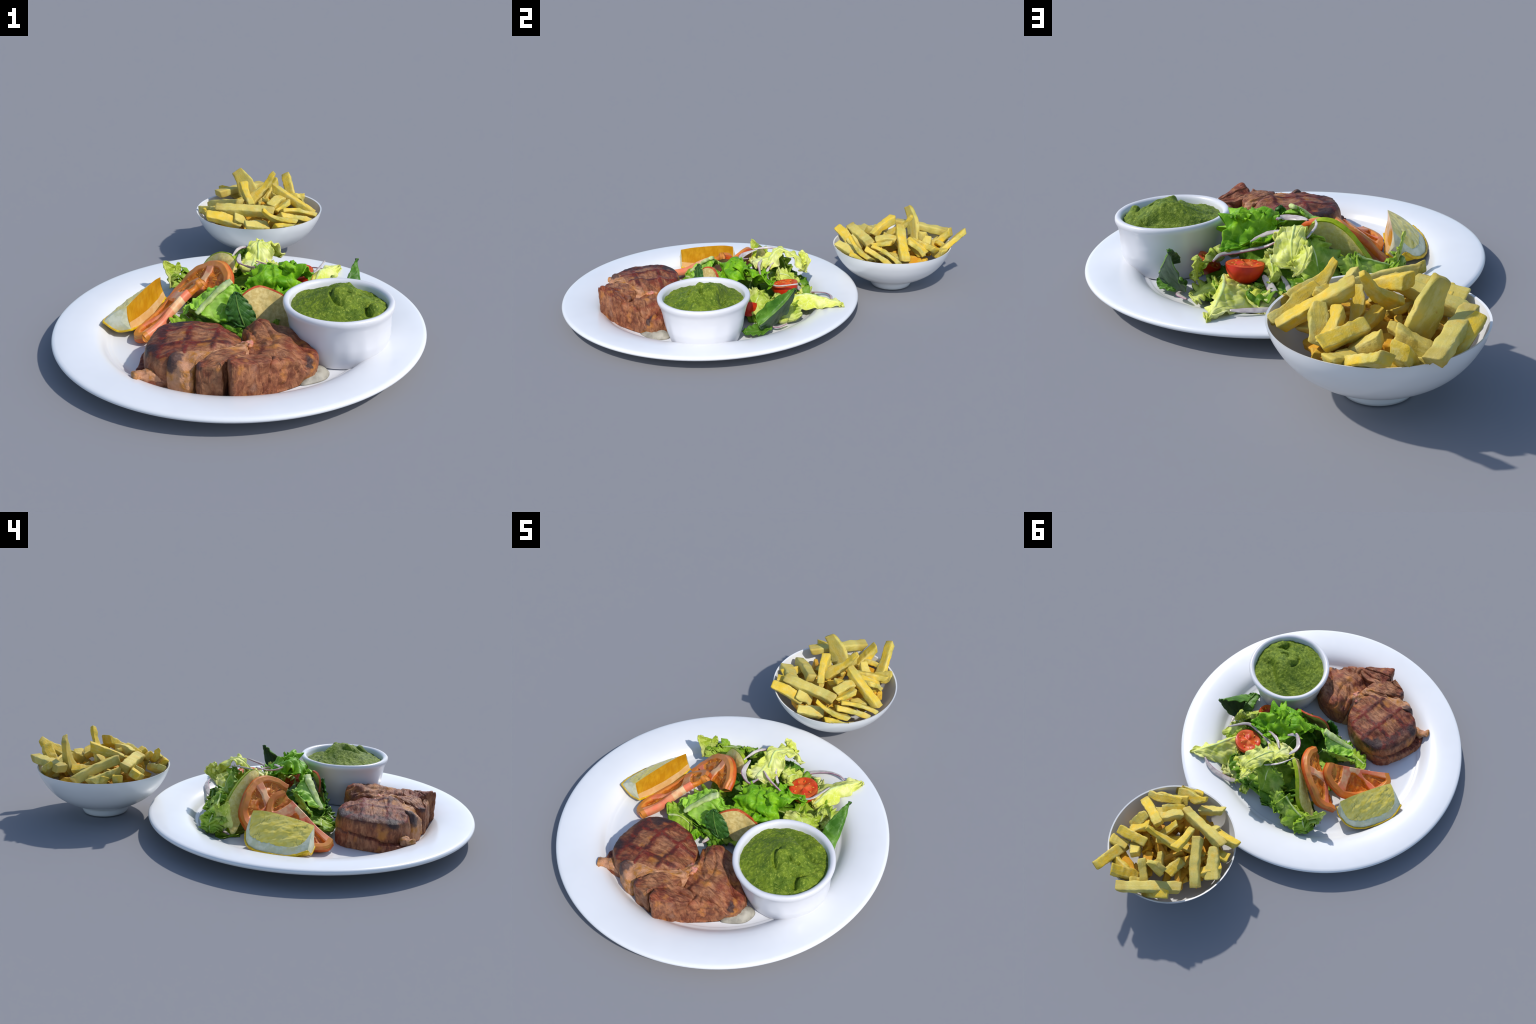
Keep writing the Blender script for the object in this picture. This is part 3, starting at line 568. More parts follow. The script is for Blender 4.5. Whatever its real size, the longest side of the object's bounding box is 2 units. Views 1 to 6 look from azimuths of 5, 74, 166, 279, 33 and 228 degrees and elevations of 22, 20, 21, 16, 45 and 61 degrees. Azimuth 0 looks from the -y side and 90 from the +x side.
# dark bed of leaves that fills the heart of the salad
r2 = random.Random(5)
for i, (x, y, z, s) in enumerate([(-.12, -.18, .045, .1), (-.02, -.2, .035, .11), (.08, -.2, .09, .1), (.1, -.1, .06, .12), (.0, -.1, .06, .11), (-.08, -.06, .07, .08), (.0, .0, .10, .1), (.1, .0, .09, .1), (.2, -.1, .05, .11), (.22, -.02, .06, .1), (.05, .06, .08, .1), (-.08, .06, .07, .09), (-.2, .04, .03, .09), (.14, .06, .06, .09), (-.05, -.28, .06, .1), (.06, -.27, .06, .1), (.16, -.2, .06, .09), (.27, -.1, .05, .09)]):
    a = r2.uniform(0, 6.28); c, d = math.cos(a) * s, math.sin(a) * s; t = r2.uniform(-.03, .03)
    g = [[(x + p * c - q * d, y + p * d + q * c, z + .035 * (1 - p * p - q * q * .6) + t * p) for q in (-1, 0, 1)] for p in (-1, 0, 1)]
    leaf("lettuce_leaf", g, M_deep if i % 3 else M_mid, M_rib, ruffle=.022, rfreq=14, seed=20 + i * .7, ragged=.2, nu=44, nv=44)

# ------------------------------------------------------------------ onion slivers
def sliver(pts, w=.018, t=.006, up=(0, 0, 1), twist=0., seed=0.):
    n, m = 46, 14
    v, f = tube(pts, w, t, up, n, m, 2.4, lambda s: (max(.12, math.sin(math.pi * (.04 + .92 * s)) ** .55), .8 + .2 * math.sin(math.pi * s)), twist, .0012, seed, 50)
    sl = []
    for i in range(n - 1):
        for k in range(m): sl.append(1 if k in (0, m - 1) else 0)
    sl += [1] * (len(f) - len(sl))
    return add("onion_sliver", v, f, [M_onion, M_onsk], salad, sl)
sliver([(.318, .04, .195), (.277, -.045, .180), (.22, -.062, .176), (.163, -.062, .178), (.12, -.052, .187), (.095, -.03, .205), (.067, .011, .228)], .016, .007, (.2, .4, .9), 1.)
sliver([(.046, -.054, .226), (.09, -.08, .222), (.13, -.09, .21), (.168, -.093, .193)], .016, .007, (.3, .5, .8), .6, 1.)
sliver([(-.021, -.056, .256), (-.017, -.109, .245), (.005, -.14, .242), (.042, -.159, .242), (.066, -.125, .248)], .024, .006, (.5, .2, .8), 1.6, 2.)
sliver([(-.05, -.065, .250), (-.032, .0, .255), (-.012, .033, .252), (.02, .065, .24)], .013, .006, (.6, 0, .8), .6, 3.)
sliver([(.09, .12, .06), (.114, .15, .058), (.145, .185, .068), (.206, .212, .083), (.26, .217, .092), (.307, .205, .094)], .024, .006, (.1, .3, 1), .5, 4.)
sliver([(-.035, -.405, .05), (-.01, -.37, .066), (.03, -.352, .068), (.09, -.345, .055)], .024, .007, (0, -.6, .8), .4, 5.)
sliver([(.165, .055, .13), (.15, .10, .10), (.135, .14, .06)], .03, .006, (.3, 1, .2), .3, 6.)
sliver([(.11, .08, .13), (.10, .12, .10), (.09, .15, .06)], .02, .007, (.2, 1, .2), .2, 7.)
sliver([(.40, -.12, .045), (.42, -.09, .045), (.40, -.04, .045)], .016, .006, (0, 0, 1), .2, 8.)
sliver([(-.20, -.02, .05), (-.25, .04, .045), (-.32, .0, .05)], .02, .006, (0, 0, 1), .2, 9.)

# ------------------------------------------------------------------ cherry tomatoes
def cherry(name, c, r, nrm, depth, label_parent):
    n = unit(nrm); a = unit(np.cross(n, (0, 1, .2))); b = np.cross(n, a)
    v = []; N, Mm = 22, 48
    for i in range(N):
        t = i / (N - 1) * math.pi / 2
        for k in range(Mm):
            q = 2 * math.pi * k / Mm; rr = r * math.cos(t) if i < N - 1 else .0006
            v.append(np.array(c) + (a * math.cos(q) + b * math.sin(q)) * rr - n * depth * math.sin(t))
    f = grid_faces(N, Mm, True, flip=True); f.append([(N - 1) * Mm + k for k in range(Mm)])
    o = add(name, v, f, M_cherry, label_parent)
    v = []; N = 16
    for i in range(N):
        t = i / (N - 1)
        for k in range(Mm):
            q = 2 * math.pi * k / Mm; rr = max(.0006, r * .985 * (1 - t))
            lobes = .004 * math.cos(3 * q) * math.sin(math.pi * t) * 1.2
            v.append(np.array(c) + (a * math.cos(q) + b * math.sin(q)) * rr + n * (.002 * math.sin(min(1, t * 6) * 1.57) - .004 * math.exp(-((t - .45) / .2) ** 2) + lobes))
    f = grid_faces(N, Mm, True, flip=False); f.append([(N - 1) * Mm + k for k in range(Mm)])
    add("cut_flesh", v, f, M_cherrycut, o)
    seeds = []
    for k in range(9):
        q = 2 * math.pi * k / 9 + .2; d = unit(a * math.cos(q) + b * math.sin(q)); p = np.array(c) + d * r * (.55 + .12 * (k % 3) / 2) + n * .001
        seeds.append(tube([p - d * .006, p, p + d * .006], .006, .004, n, 8, 8, prof=lambda s: (max(.1, math.sin(math.pi * (.08 + .84 * s))),) * 2))
    add("tomato_seed", *join(seeds), M_seed, o)["kind"] = "stuff"
    return o
cherry("cherry_tomato_half", (.210, .006, .160), .063, (-.12, -.12, 1), .068, salad)
cherry("cherry_tomato_half", (.288, -.188, .112), .045, (-.6, .2, .8), .055, salad)

# ------------------------------------------------------------------ flat slices
def slice_body(name, arc, chord, thick, mat, edge_mat, parent, top=None, n=70, m=22, seed=0., edge_rows=1, bulge=0.):
    """slab between a curved rim (arc) and a straighter cut (chord)"""
    A, B = even(np.array(arc), n), even(np.array(chord), n)
    cen = (A.mean(0) + B.mean(0)) / 2
    _, _, vt = np.linalg.svd(np.vstack([A, B]) - cen); nn = vt[2] * (1 if vt[2][2] > 0 else -1)
    G = np.stack([A + (B - A) * t for t in np.linspace(0, 1, m)])          # m x n
    for i in range(m):
        for j in range(n):
            G[i, j] += nn * (.0025 * fbm(G[i, j], 25, seed) + bulge * math.sin(math.pi * j / (n - 1)) * math.sin(math.pi * i / (m - 1)))
    rnd = np.ones(m)
    T = (G + nn * thick / 2).reshape(-1, 3); Bm = (G - nn * thick / 2).reshape(-1, 3); k = n * m
    f = grid_faces(m, n) + grid_faces(m, n, off=k, flip=True); sl = [1 if i < edge_rows else 0 for i in range(m - 1) for _ in range(n - 1)] * 2
    loop = [j for j in range(n)] + [i * n + n - 1 for i in range(1, m)] + [(m - 1) * n + j for j in range(n - 2, -1, -1)] + [i * n for i in range(m - 2, 0, -1)]
    for q, (a, b) in enumerate(zip(loop, loop[1:] + loop[:1])): f.append((b, a, a + k, b + k)); sl.append(1 if q < n - 1 else 0)
    o = add(name, np.vstack([T, Bm]), f, [mat, edge_mat], parent, sl, top=top, flat_angle=40)
    return o, nn

ap1, _ = slice_body("apple_slice", [(-.030, -.078, .205), (-.034, -.066, .237), (-.060, -.050, .256), (-.10, -.030, .252), (-.147, .004, .214), (-.192, .039, .145), (-.228, .038, .085), (-.262, .010, .030)],
                    [(-.040, -.092, .190), (-.08, -.078, .170), (-.13, -.055, .135), (-.19, -.03, .085), (-.235, -.015, .045), (-.258, -.005, .028)], .018, M_apflesh2, M_apskin2, None, top=(-.24, .0, .03), seed=1.)
ap1["label"] = "half moon slice of yellow-green apple with thin skin"; ap1["category"] = "apple slice"
ap2, _ = slice_body("apple_slice", [(-.012, -.336, .160), (.008, -.334, .195), (.042, -.322, .222), (.077, -.300, .228), (.122, -.290, .212), (.170, -.292, .186), (.20, -.30, .14)],
                    [(.02, -.345, .135), (.05, -.345, .11), (.09, -.345, .085), (.13, -.34, .07), (.165, -.33, .06), (.19, -.325, .06), (.205, -.315, .075)], .008, M_apflesh, M_apskin, None, top=(.1, -.33, .05), seed=2.)
ap2["label"] = "thin slice of red-skinned apple standing among leaves"; ap2["category"] = "apple slice"

def split_by_slot(parent, names, mats, v, f, slots):
    """one smooth surface cut into parts that keep the whole surface's normals"""
    v = np.asarray(v, float); nrm = vnormals(v, f); slots = np.array(slots)
    for k, (nm, m) in enumerate(zip(names, mats)):
        fs = [f[i] for i in np.nonzero(slots == k)[0]]
        if not fs: continue
        ids = sorted({a for q in fs for a in q}); new = {a: b for b, a in enumerate(ids)}
        o = add(nm, v[ids], [[new[a] for a in q] for q in fs], m, parent)
        o.data.normals_split_custom_set_from_vertices([tuple(n) for n in nrm[ids]])

def tomato_slice(arc, chord, walls, label, seed, rim_w=.03, thick=.03, n=168, m=66, core=None):
    A, B = even(np.array(arc), n), even(np.array(chord), n); cen = (A.mean(0) + B.mean(0)) / 2
    _, _, vt = np.linalg.svd(np.vstack([A, B]) - cen); nn = vt[2] * (1 if vt[2][2] > 0 else -1)
    o = thing("tomato_slice", label, "tomato slice", tuple(A[np.argmin(A[:, 2])]))
    tt = np.concatenate([np.linspace(0, .5, m * 2 // 3), np.linspace(.5, 1, m - m * 2 // 3 + 1)[1:]])
    G = np.stack([A + (B - A) * t for t in tt])
    W = [(even(np.array(p), 60), w) for p, w in walls]
    sm = lambda a, lo, hi: (lambda t: t * t * (3 - 2 * t))(min(1, max(0, (a - lo) / (hi - lo))))
    H = np.zeros((m, n)); S = np.zeros((m, n), int); inward = unit(B - A)
    for i in range(m):
        for j in range(n):
            p = G[i, j]; k = max(0, j - 20); d = np.linalg.norm(A[k:j + 21] - p, axis=1).min() + .004 * n3(p, 30, seed)
            rim = 1 - sm(d, rim_w * .85, rim_w * 1.2)
            wall = 0
            for P, w in W:
                dw = np.linalg.norm(P - p, axis=1); q = dw.argmin(); ww = w * (1 + .45 * abs(2 * q / 59 - 1) ** 2)
                wall = max(wall, 1 - sm(dw[q] + .005 * n3(p, 24, seed + 3), ww * .40, ww * .66))
            up = max(rim, wall)
            gel = .004 * fbm(p, 30, seed + 4, 2) + .0025 * math.sin(40 * p[0] + 90 * p[1] + 6 * n3(p, 20, seed))
            rnd = -.010 * (1 - sm(d, 0, .008)) ** 2
            H[i, j] = up * (.004 + .002 * fbm(p, 18, seed, 2)) + (1 - up) * (-.0055 + gel) + rnd
            S[i, j] = 0 if rim >= .5 and rim >= wall else 1 if wall >= .5 else 2
            if core is not None and S[i, j] == 1 and np.linalg.norm(p - np.array(core)) < .032 + .012 * n3(p, 40, seed + 8): S[i, j] = 4
    T = (G + nn * H[..., None]).reshape(-1, 3)
    edge = np.linspace(0, 1, 9)[1:]
    side = []
    for e in edge:                                      # rounded skin side
        side.append(A + nn * (-.006 - e * (thick - .006)) - inward * (.006 * math.sin(e * 3.1416) - .001))
    Bm = (G[1:] - nn * thick).reshape(-1, 3)
    # ring order: underside rows reversed -> skin -> top rows
    rows = [(G[i] - nn * thick * (1 if i else 1)) for i in range(m - 1, 0, -3)] + side[::-1] + [T.reshape(m, n, 3)[i] for i in range(m)]
    R = np.array(rows); nr = len(rows); v = R.reshape(-1, 3); f = []; sl = []
    nb = len(range(m - 1, 0, -3)); ns_ = len(side)
    for i in range(nr - 1):
        for j in range(n - 1):
            a = i * n + j; f.append((a, a + n, a + n + 1, a + 1))
            sl.append(1 if i < nb - 1 else 3 if i < nb + ns_ - 1 else S[max(0, i - nb - ns_), j])
    for j in range(n - 1): a, b = (nr - 1) * n + j, j; f.append((a, b, b + 1, a + 1)); sl.append(S[m - 1, j])
    f.append([i * n for i in range(nr)]); sl.append(0); f.append([i * n + n - 1 for i in range(nr)][::-1]); sl.append(0)
    fl = np.array(f[nr * n // 2][:4]); q = v[fl]
    mid = (nb + ns_ + m // 2) * n + n // 2
    if np.cross(v[mid + n] - v[mid], v[mid + 1] - v[mid]) @ nn < 0: f = [tuple(q)[::-1] for q in f]
    v[:, 2] = np.maximum(v[:, 2], [plate_z(a, b) + .001 for a, b in v[:, :2]])
    split_by_slot(o, ("rim", "inner_wall", "pulp", "skin", "core"), (M_tomrim, M_tomwall, M_tompulp, M_tomskin, M_tomcore), v, f, sl)
    seeds = []; rr = random.Random(int(seed * 10)); done = 0; C = np.array(core if core is not None else cen)
    while done < 24:
        i, j = rr.randrange(8, m - 4), rr.randrange(20, n - 20)
        if S[i, j] != 2: continue
        done += 1; p = G[i, j] + nn * (H[i, j] + .001); d = unit(p - C); d = unit(d - nn * (d @ nn)); L = rr.uniform(.004, .011)
        seeds.append(tube([p - d * L, p, p + d * L], rr.uniform(.0025, .005), .003, nn, 10, 8, prof=lambda s: (max(.12, math.sin(math.pi * (.1 + .8 * s))),) * 2))
    add("tomato_seed", *join(seeds), M_seed, o)["kind"] = "stuff"
    return o
M_tomcore = mat_simple("tomato_core", lin(240, 200, 150), lin(236, 168, 120), 26, .45)

tomato_slice([(-.045, -.206, .196), (-.050, -.165, .222), (-.078, -.115, .242), (-.118, -.078, .238), (-.168, -.055, .214), (-.217, -.042, .180), (-.268, -.040, .122), (-.324, -.092, .064)],
             [(-.085, -.200, .165), (-.14, -.165, .150), (-.19, -.15, .125), (-.24, -.125, .10), (-.29, -.11, .072)],
             [([(-.120, -.070, .238), (-.150, -.112, .203), (-.185, -.150, .150)], .042), ([(-.185, -.15, .14), (-.235, -.12, .12), (-.285, -.07, .10)], .03)],
             "wet orange-red tomato slice with seeds and pale walls", 1.1)
tomato_slice([(-.158, -.190, .205), (-.176, -.152, .188), (-.213, -.137, .160), (-.266, -.143, .125), (-.303, -.159, .094), (-.340, -.21, .064), (-.375, -.28, .050), (-.395, -.35, .048), (-.388, -.41, .053), (-.352, -.430, .066)],
             [(-.165, -.200, .203), (-.20, -.235, .180), (-.25, -.30, .140), (-.295, -.365, .095), (-.345, -.428, .070)],
             [([(-.275, -.155, .118), (-.262, -.20, .135), (-.220, -.262, .165)], .042), ([(-.220, -.262, .165), (-.27, -.33, .115), (-.345, -.425, .070)], .040), ([(-.25, -.29, .14), (-.30, -.30, .105), (-.36, -.31, .06)], .022)],
             "tomato half slice leaning on the plate, pink core", 2.3, core=(-.245, -.285, .145))
# thick rolled end of the second slice that rests on the plate
# ------------------------------------------------------------------ lemon wedge
lemon = thing("lemon_wedge", "lemon wedge with yellow rind and juicy flesh", "lemon", (-.42, -.22, .05))
nt, ns = 60, 22
Rr = even(np.array([(-.418, -.358, .152), (-.398, -.30, .163), (-.372, -.22, .171), (-.35, -.15, .174), (-.336, -.102, .168)]), nt)
Ii = even(np.array([(-.405, -.360, .058), (-.385, -.30, .046), (-.358, -.23, .046), (-.335, -.16, .058), (-.318, -.104, .080)]), nt)
Oo = even(np.array([(-.515, -.345, .080), (-.527, -.28, .060), (-.506, -.20, .053), (-.466, -.122, .052), (-.415, -.086, .060), (-.374, -.078, .086)]), nt)
def sheet(P, Q, out, bow, lo, hi, mat, name, seed, lump=.003):
    a = np.linspace(lo, hi, ns); v = []
    for i in range(nt):
        for t in a:
            p = P[i] + (Q[i] - P[i]) * t + np.array(out) * bow * math.sin(math.pi * t)
            p = p + np.array(out) * lump * fbm(p, 22, seed, 2) * min(1, t * 4, (1 - t) * 4)
            v.append(p)
    return np.array(v), grid_faces(nt, ns)
parts = []
def lsheet(*a):
    v, f = sheet(*a); add(a[7], v, f, a[6], lemon)
lsheet(Rr, Ii, (.93, -.3, .1), -.006, 0, .70, M_lemflesh, "flesh", 1.)
lsheet(Rr, Ii, (.93, -.3, .1), -.006, .70, 1, M_pithwarm, "pith", 1.)
def lemon_face(P, Q, out, bow, lump, seed, cut, flesh):
    """sloping cut face: pulp bounded by a curved band of pith"""
    n, m = 130, 60; A, B = even(P, n), even(Q, n); out = unit(out); v = []; S = []
    for i in range(n):
        s_ = i / (n - 1)
        for j in range(m):
            t = j / (m - 1); p = A[i] + (B[i] - A[i]) * t + out * bow * math.sin(math.pi * t) * (.55 + .45 * math.sin(math.pi * s_))
            lim = cut + .6 * (math.exp(-s_ / .05) + math.exp(-(1 - s_) / .06)) + .03 * n3((s_ * 9, t * 3, seed), 1.)
            fl = t > lim; e = min(1, t * 5, (1 - t) * 5, s_ * 8, (1 - s_) * 8)
            p = p + out * e * ((lump * fbm((p[0] * 2.5, p[1], p[2] * .6), 24, seed, 3) - .0015) if fl else .001 * fbm(p, 60, seed))
            v.append(p); S.append(0 if fl else 1)
    f = grid_faces(n, m); sl = [S[q[0]] for q in f]
    split_by_slot(lemon, ("flesh", "pith"), (flesh, M_pith), v, f, sl)
lemon_face(Oo, Rr, (-.75, .2, .6), .011, .0035, 2., .22, M_lemflesh2)
lsheet(Ii, Oo, (-.1, 0, -1), .022, 0, 1, M_rind, "rind", 3., .001)
for idx, nm in ((0, "near"), (nt - 1, "far")):
    R0, I0, O0 = Rr[idx], Ii[idx], Oo[idx]; c = (R0 + I0 + O0) / 3; v = [c]
    bound = []
    for t in np.linspace(0, 1, ns): bound.append(R0 + (I0 - R0) * t + np.array((.93, -.3, .1)) * -.006 * math.sin(math.pi * t))
    for t in np.linspace(0, 1, ns)[1:]: bound.append(I0 + (O0 - I0) * t + np.array((-.1, 0, -1)) * .022 * math.sin(math.pi * t))
    for t in np.linspace(0, 1, ns)[1:-1]: bound.append(O0 + (R0 - O0) * t + unit((-.75, .2, .6)) * .006 * math.sin(math.pi * t))
    nrm = unit(np.cross(I0 - R0, O0 - R0)) * (1 if idx == 0 else -1)
    if (nrm @ (Rr[0] - Rr[-1]) > 0) != (idx == 0): nrm = -nrm
    nb = len(bound); v = []
    for i, s in enumerate(np.linspace(0, 1, 9)):
        for p in bound: v.append(p + (c - p) * s * .995 + nrm * .006 * math.sin(s * 1.57))
    f = grid_faces(9, nb, True); f.append([8 * nb + k for k in range(nb)])
    if idx == 0: f = [q[::-1] for q in f]
    add("pith", v, f, M_pith, lemon)
# rind rim, a thin yellow cord along the lower edge
for P, w in ((np.vstack([Oo]), .008), (np.vstack([Ii]), .007)):
    v, f = tube(P, w, w * 1.4, n=60, m=10, jitter=.002, seed=w * 100, scale=60); add("rind", v, f, M_rind, lemon)
v, f = tube([Oo[0], (Oo[0] + Ii[0]) / 2 + V(0, 0, -.021), Ii[0]], .008, .009, n=30, m=10); add("rind", v, f, M_rind, lemon)
v, f = tube([Oo[-1], (Oo[-1] + Ii[-1]) / 2 + V(0, 0, -.021), Ii[-1]], .008, .009, n=30, m=10); add("rind", v, f, M_rind, lemon)

# ------------------------------------------------------------------ bowl
BC = (.0003, .6359, 0)
bowl_prof = [(.0005, .008), (.084, .008), (.086, .002), (.092, .0), (.097, .002), (.102, .012), (.1065, .025), (.1095, .0345)]
body = [(.115, .0375), (.14, .047), (.18, .067), (.222, .097), (.255, .134), (.278, .172), (.288, .196), (.2925, .213), (.2928, .2165), (.2905, .2180), (.2878, .2165), (.286, .211), (.279, .190), (.268, .166), (.246, .132), (.214, .099), (.172, .070), (.12, .050), (.06, .043), (.0005, .042)]
bp = bowl_prof + [tuple(x) for x in even(np.array(body), 64)]
v, f = revolve(bp, 144, BC)
bowl = add("fries_bowl", v, f, M_bowl, top=BC, flat_angle=50)
bowl["label"] = "small white footed porcelain bowl"; bowl["category"] = "bowl"

# ------------------------------------------------------------------ fries
fries = thing("portion_of_fries", "heap of golden yellow thick-cut potato fries", "fries", (BC[0], BC[1], .05))
def fry_mesh(L, w, t, bend=0., taper=(1, 1), slant=0., seed=0., n=30, m=24, waist=0., power=7.):
    """cut potato stick: nearly square section, slanted cut ends, dried wavy edges"""
    v = []; Lc = L - min(.25 * L, abs(slant) * t * .9)
    sx = np.concatenate([[0, .004, .014], np.linspace(.04, .96, n - 6), [.986, .996, 1]])
    for s in sx:
        e = min(1, (min(s, 1 - s) * L / .004)) if 0 < s < 1 else 0
        k = .84 + .16 * (1 - (1 - e) ** 2)
        wt = taper[0] + (taper[1] - taper[0]) * s; mid = 1 + waist * math.sin(math.pi * s)
        tl = 1 + .10 * n3((s * 4, seed, 1), 1.); lean = .22 * n3((s * 2, seed, 7), 1.)
        for q in range(m):
            a = 2 * math.pi * (q + .5) / m; c, d = math.cos(a), math.sin(a)
            y = math.copysign(abs(c) ** (2 / power), c) * w / 2 * k * wt * mid; z = math.copysign(abs(d) ** (2 / power), d) * t / 2 * k * (wt * .5 + .5) * tl
            y += lean * z; corner = (abs(c * d) * 2) ** 3
            x = (s - .5) * Lc + slant * z * .9 * (2 * s - 1)
            z += bend * (math.sin(math.pi * s) - .6); y += .5 * bend * math.sin(2 * math.pi * s + seed)
            p = np.array((x, y, z)); r = np.array((0, y, z)); r /= np.linalg.norm(r) + 1e-9
            p = p + r * (.0050 * fbm((x, y, z), 18, seed) + .0016 * fbm((x, y, z), 80, seed + 2) + corner * .0025 * n3((x * 60, q, seed), 1.)); p[0] += .006 * n3((y * 40, z * 40, s * 2), 1, seed)
            v.append(p)
    N = len(sx); f = grid_faces(N, m, True, flip=False); v.append(np.mean(v[:m], 0)); v.append(np.mean(v[(N - 1) * m:N * m], 0))
    for q in range(m):
        f.append((N * m, (q + 1) % m, q)); f.append((N * m + 1, (N - 1) * m + q, (N - 1) * m + (q + 1) % m))
    return np.array(v), f
inner = lambda z: float(np.interp(z, [.042, .043, .05, .07, .099, .132, .166, .19, .211, .218], [.02, .06, .12, .172, .214, .246, .268, .279, .285, .2868])) - .002
def frame(A, B, up, roll):
    X = unit(B - A); Y = unit(np.cross(up, X)); Z = np.cross(X, Y); c, s = math.cos(roll), math.sin(roll)
    return X, Y * c + Z * s, Z * c - Y * s
def place(me_or_obj, A, B, up=(0, 0, 1), roll=0., scale=(1, 1, 1)):
    from mathutils import Matrix
    X, Y, Z = frame(A, B, np.array(up, float), roll); c = (A + B) / 2 - np.array(fries.location)
    M = Matrix(((X[0] * scale[0], Y[0] * scale[1], Z[0] * scale[2], c[0]), (X[1] * scale[0], Y[1] * scale[1], Z[1] * scale[2], c[1]), (X[2] * scale[0], Y[2] * scale[1], Z[2] * scale[2], c[2]), (0, 0, 0, 1)))
    o = me_or_obj; o.parent = fries; o.matrix_local = M
def fry(A, B, w, t, roll=0., bend=0., taper=(1, 1), slant=.6, waist=0., up=(0, 0, 1)):
    A, B = np.array(A, float), np.array(B, float); L = np.linalg.norm(B - A)
    v, f = fry_mesh(L, w * .95, t * .88, bend, taper, slant, random.random() * 50, waist=waist)
    X, Y, Z = frame(A, B, np.array(up, float), math.radians(roll)); R = np.stack([X, Y, Z]); c = (A + B) / 2
    g = v @ R + c                                       # keep inside the bowl wall below its rim
    for p in g:
        dx, dy = p[0] - BC[0], p[1] - BC[1]; r = math.hypot(dx, dy)
        if p[2] < .2165 and r > inner(p[2]): k = inner(p[2]) / r; p[0], p[1] = BC[0] + dx * k, BC[1] + dy * k
    o = add("french_fry", (g - c) @ R.T, f, M_fry)
    place(o, A, B, up, math.radians(roll))
    return o
fry((-.188, .488, .262), (.082, .496, .243), .050, .046, 25, .004)
fry((-.072, .545, .271), (-.237, .700, .204), .046, .046, 15, .006, slant=.3)
fry((.260, .593, .204), (.058, .648, .320), .046, .040, 10, .0)
fry((-.122, .781, .357), (-.008, .775, .165), .098, .032, 0, -.012, (.50, .65), .2, .65, up=(.12, -1, .1))
fry((.074, .711, .365), (-.05, .635, .232), .054, .030, 20, -.010, (.35, 1.05), .2, .1, up=(.3, -.7, .6))
fry((.106, .988, .280), (.148, .795, .175), .056, .032, 30, .0, (.75, 1), .9)
fry((-.008, .958, .231), (-.217, .746, .250), .050, .040, 0, .004)
fry((.062, .937, .268), (-.005, .850, .165), .052, .042, 10)
fry((-.078, .677, .322), (-.030, .535, .256), .042, .046, 0, .006, (1, .8))
fry((-.208, .812, .264), (-.080, .870, .178), .062, .036, -30, .006, (.7, 1))
fry((.112, .490, .257), (.272, .566, .212), .052, .026, -35, .010, (.7, .6), .3, .25)
fry((.100, .456, .240), (.248, .535, .190), .048, .032, -40, .003, (1, .8))
fry((.028, .394, .282), (.175, .452, .200), .056, .028, -35, -.014, (.45, 1.05), .3, .1)
fry((.080, .385, .208), (.225, .432, .188), .052, .030, -50, .003)
fry((-.226, .430, .250), (-.065, .462, .200), .060, .042, 35, .004, (.7, 1))
fry((.207, .777, .229), (.062, .727, .235), .046, .036, 30)
fry((.048, .812, .243), (.115, .760, .180), .056, .046, 0, .0, (.7, 1.1))
fry((.158, .645, .283), (.192, .725, .200), .060, .028, -20, .006, (.6, .9), waist=.25)
fry((.058, .520, .263), (.110, .615, .276), .044, .036, 15, .008)
fry((.082, .492, .246), (.140, .583, .268), .046, .028, -20, taper=(.6, 1), waist=.2)
fry((-.262, .618, .208), (-.150, .510, .242), .064, .040, -20, .0, (1.15, .75))
fry((.110, .664, .270), (.180, .735, .200), .060, .040, 10, .0, (.65, 1.05))
fry((.030, .578, .287), (.075, .665, .195), .048, .022, 0, .012, (.7, .5), waist=.3)
fry((-.248, .543, .219), (-.190, .640, .200), .044, .040, 20)
fry((-.045, .357, .232), (.055, .435, .195), .055, .034, 30, .0, (.8, 1))
fry((-.240, .495, .224), (-.140, .535, .206), .046, .042, 0)
fry((-.095, .445, .242), (-.04, .485, .185), .055, .022, 40, .010)
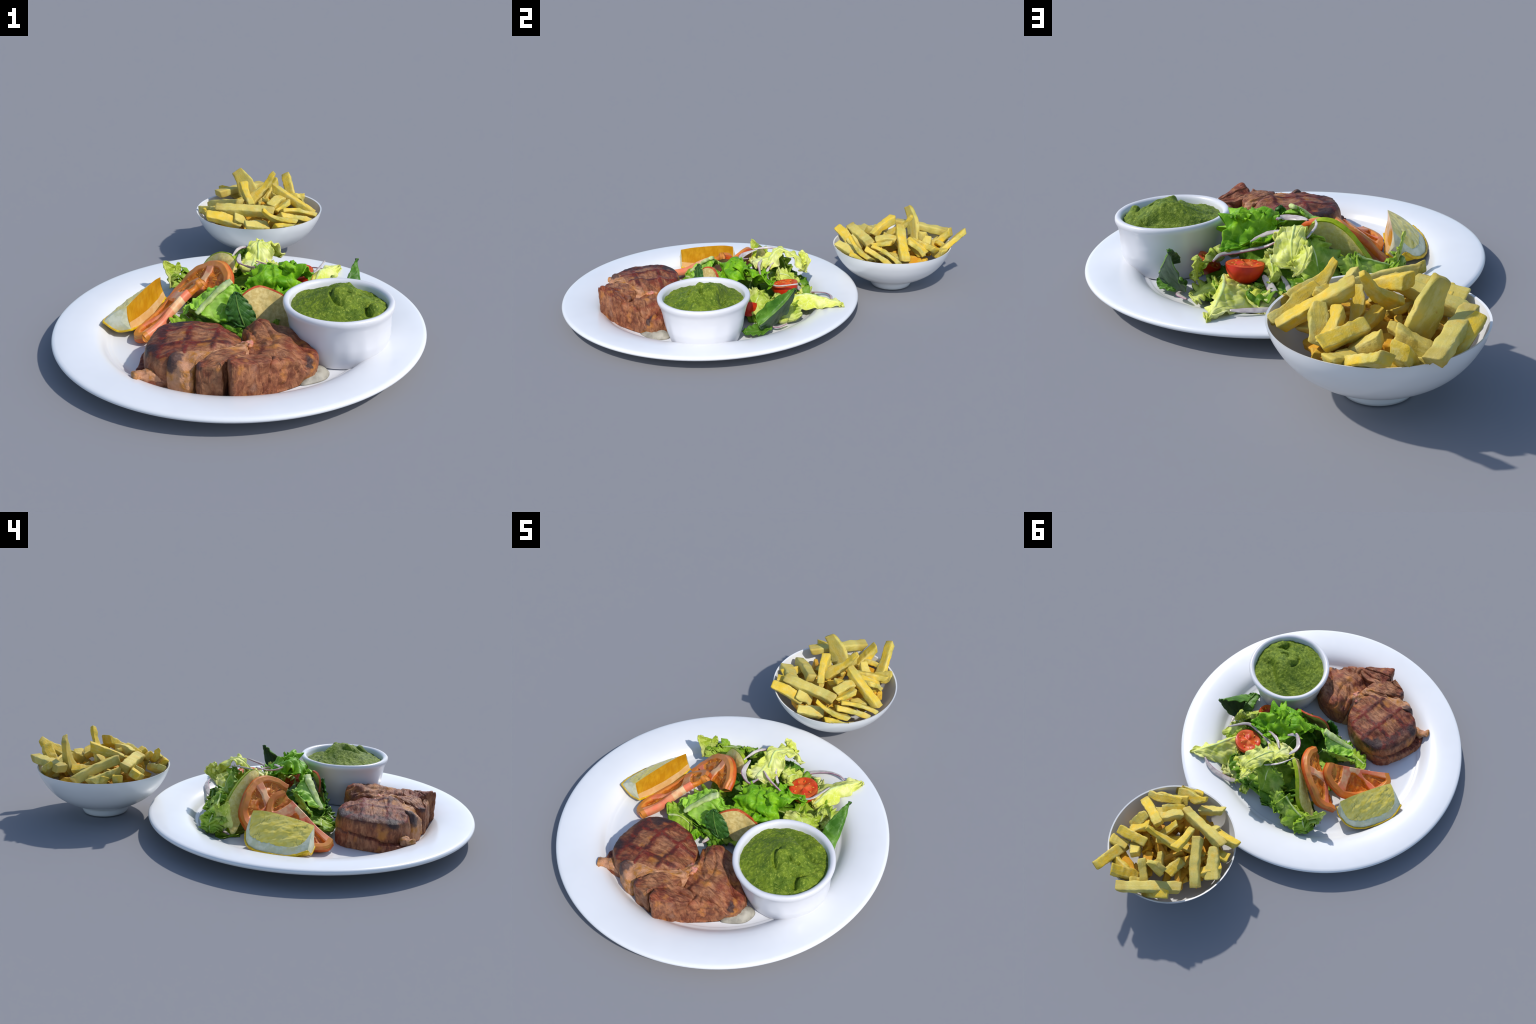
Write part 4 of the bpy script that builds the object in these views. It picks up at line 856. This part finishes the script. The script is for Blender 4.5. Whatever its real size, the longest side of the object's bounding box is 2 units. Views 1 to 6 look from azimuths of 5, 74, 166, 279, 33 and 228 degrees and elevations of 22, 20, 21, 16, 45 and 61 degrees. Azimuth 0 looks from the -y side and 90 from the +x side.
fry((-.105, .750, .215), (-.10, .655, .218), .050, .030, 20)
fry((.145, .872, .202), (.020, .885, .192), .052, .030, 40, .010)
fry((.205, .835, .205), (.125, .795, .190), .050, .046, 0)
fry((.020, .790, .245), (-.095, .868, .170), .040, .050, 0)
fry((-.015, .905, .200), (-.055, .850, .150), .050, .040, 0)
fry((.0, .700, .215), (-.06, .760, .180), .045, .034, 20, taper=(.6, 1))
fry((-.02, .600, .215), (.06, .690, .205), .046, .036, 0, taper=(1, .6))
fry((-.15, .56, .205), (-.04, .61, .20), .046, .030, 20, taper=(.6, 1))
fry((.13, .55, .205), (.20, .62, .19), .046, .036, 0)
fry((.15, .47, .195), (.10, .56, .20), .046, .030, 0, taper=(.6, 1))
# the hidden layers below, sharing a few meshes
protos = []
for k in range(5):
    v, f = fry_mesh(.17, .046 + .004 * (k % 3), .030 + .003 * (k % 2), .006 * (k - 2) / 2, (.55 + .4 * (k % 2), 1), .6, 60 + k * 3.)
    protos.append((v, f))
pm = []
for v, f in protos:
    o = add("french_fry", v, f, M_frybounce); pm.append(o)
rq = random.Random(11)
made = 0
while made < 62:
    z = rq.choice((.075, .10, .125, .15, .165, .178)) + rq.uniform(-.01, .01)
    a, R = rq.uniform(0, 6.283), inner(z - .02)
    rr = R * math.sqrt(rq.random()) * .9; x, y = BC[0] + rr * math.cos(a), BC[1] + rr * math.sin(a)
    b = rq.uniform(0, 6.283); h = rq.uniform(.045, .085); dz = rq.uniform(-.016, .016)
    A = np.array((x - h * math.cos(b), y - h * math.sin(b), z - dz)); B = np.array((x + h * math.cos(b), y + h * math.sin(b), z + dz))
    if any(math.hypot(q[0] - BC[0], q[1] - BC[1]) > inner(q[2] - .026) - .012 for q in (A, B)): continue
    o = pm[made] if made < len(pm) else pm[made % len(pm)].copy()
    if made >= len(pm): bpy.context.collection.objects.link(o)
    place(o, A, B, roll=rq.uniform(-.5, .5) + rq.choice((0, 1.57)), scale=(h * 2 / .17, rq.uniform(.85, 1.15), rq.uniform(.85, 1.15)))
    made += 1
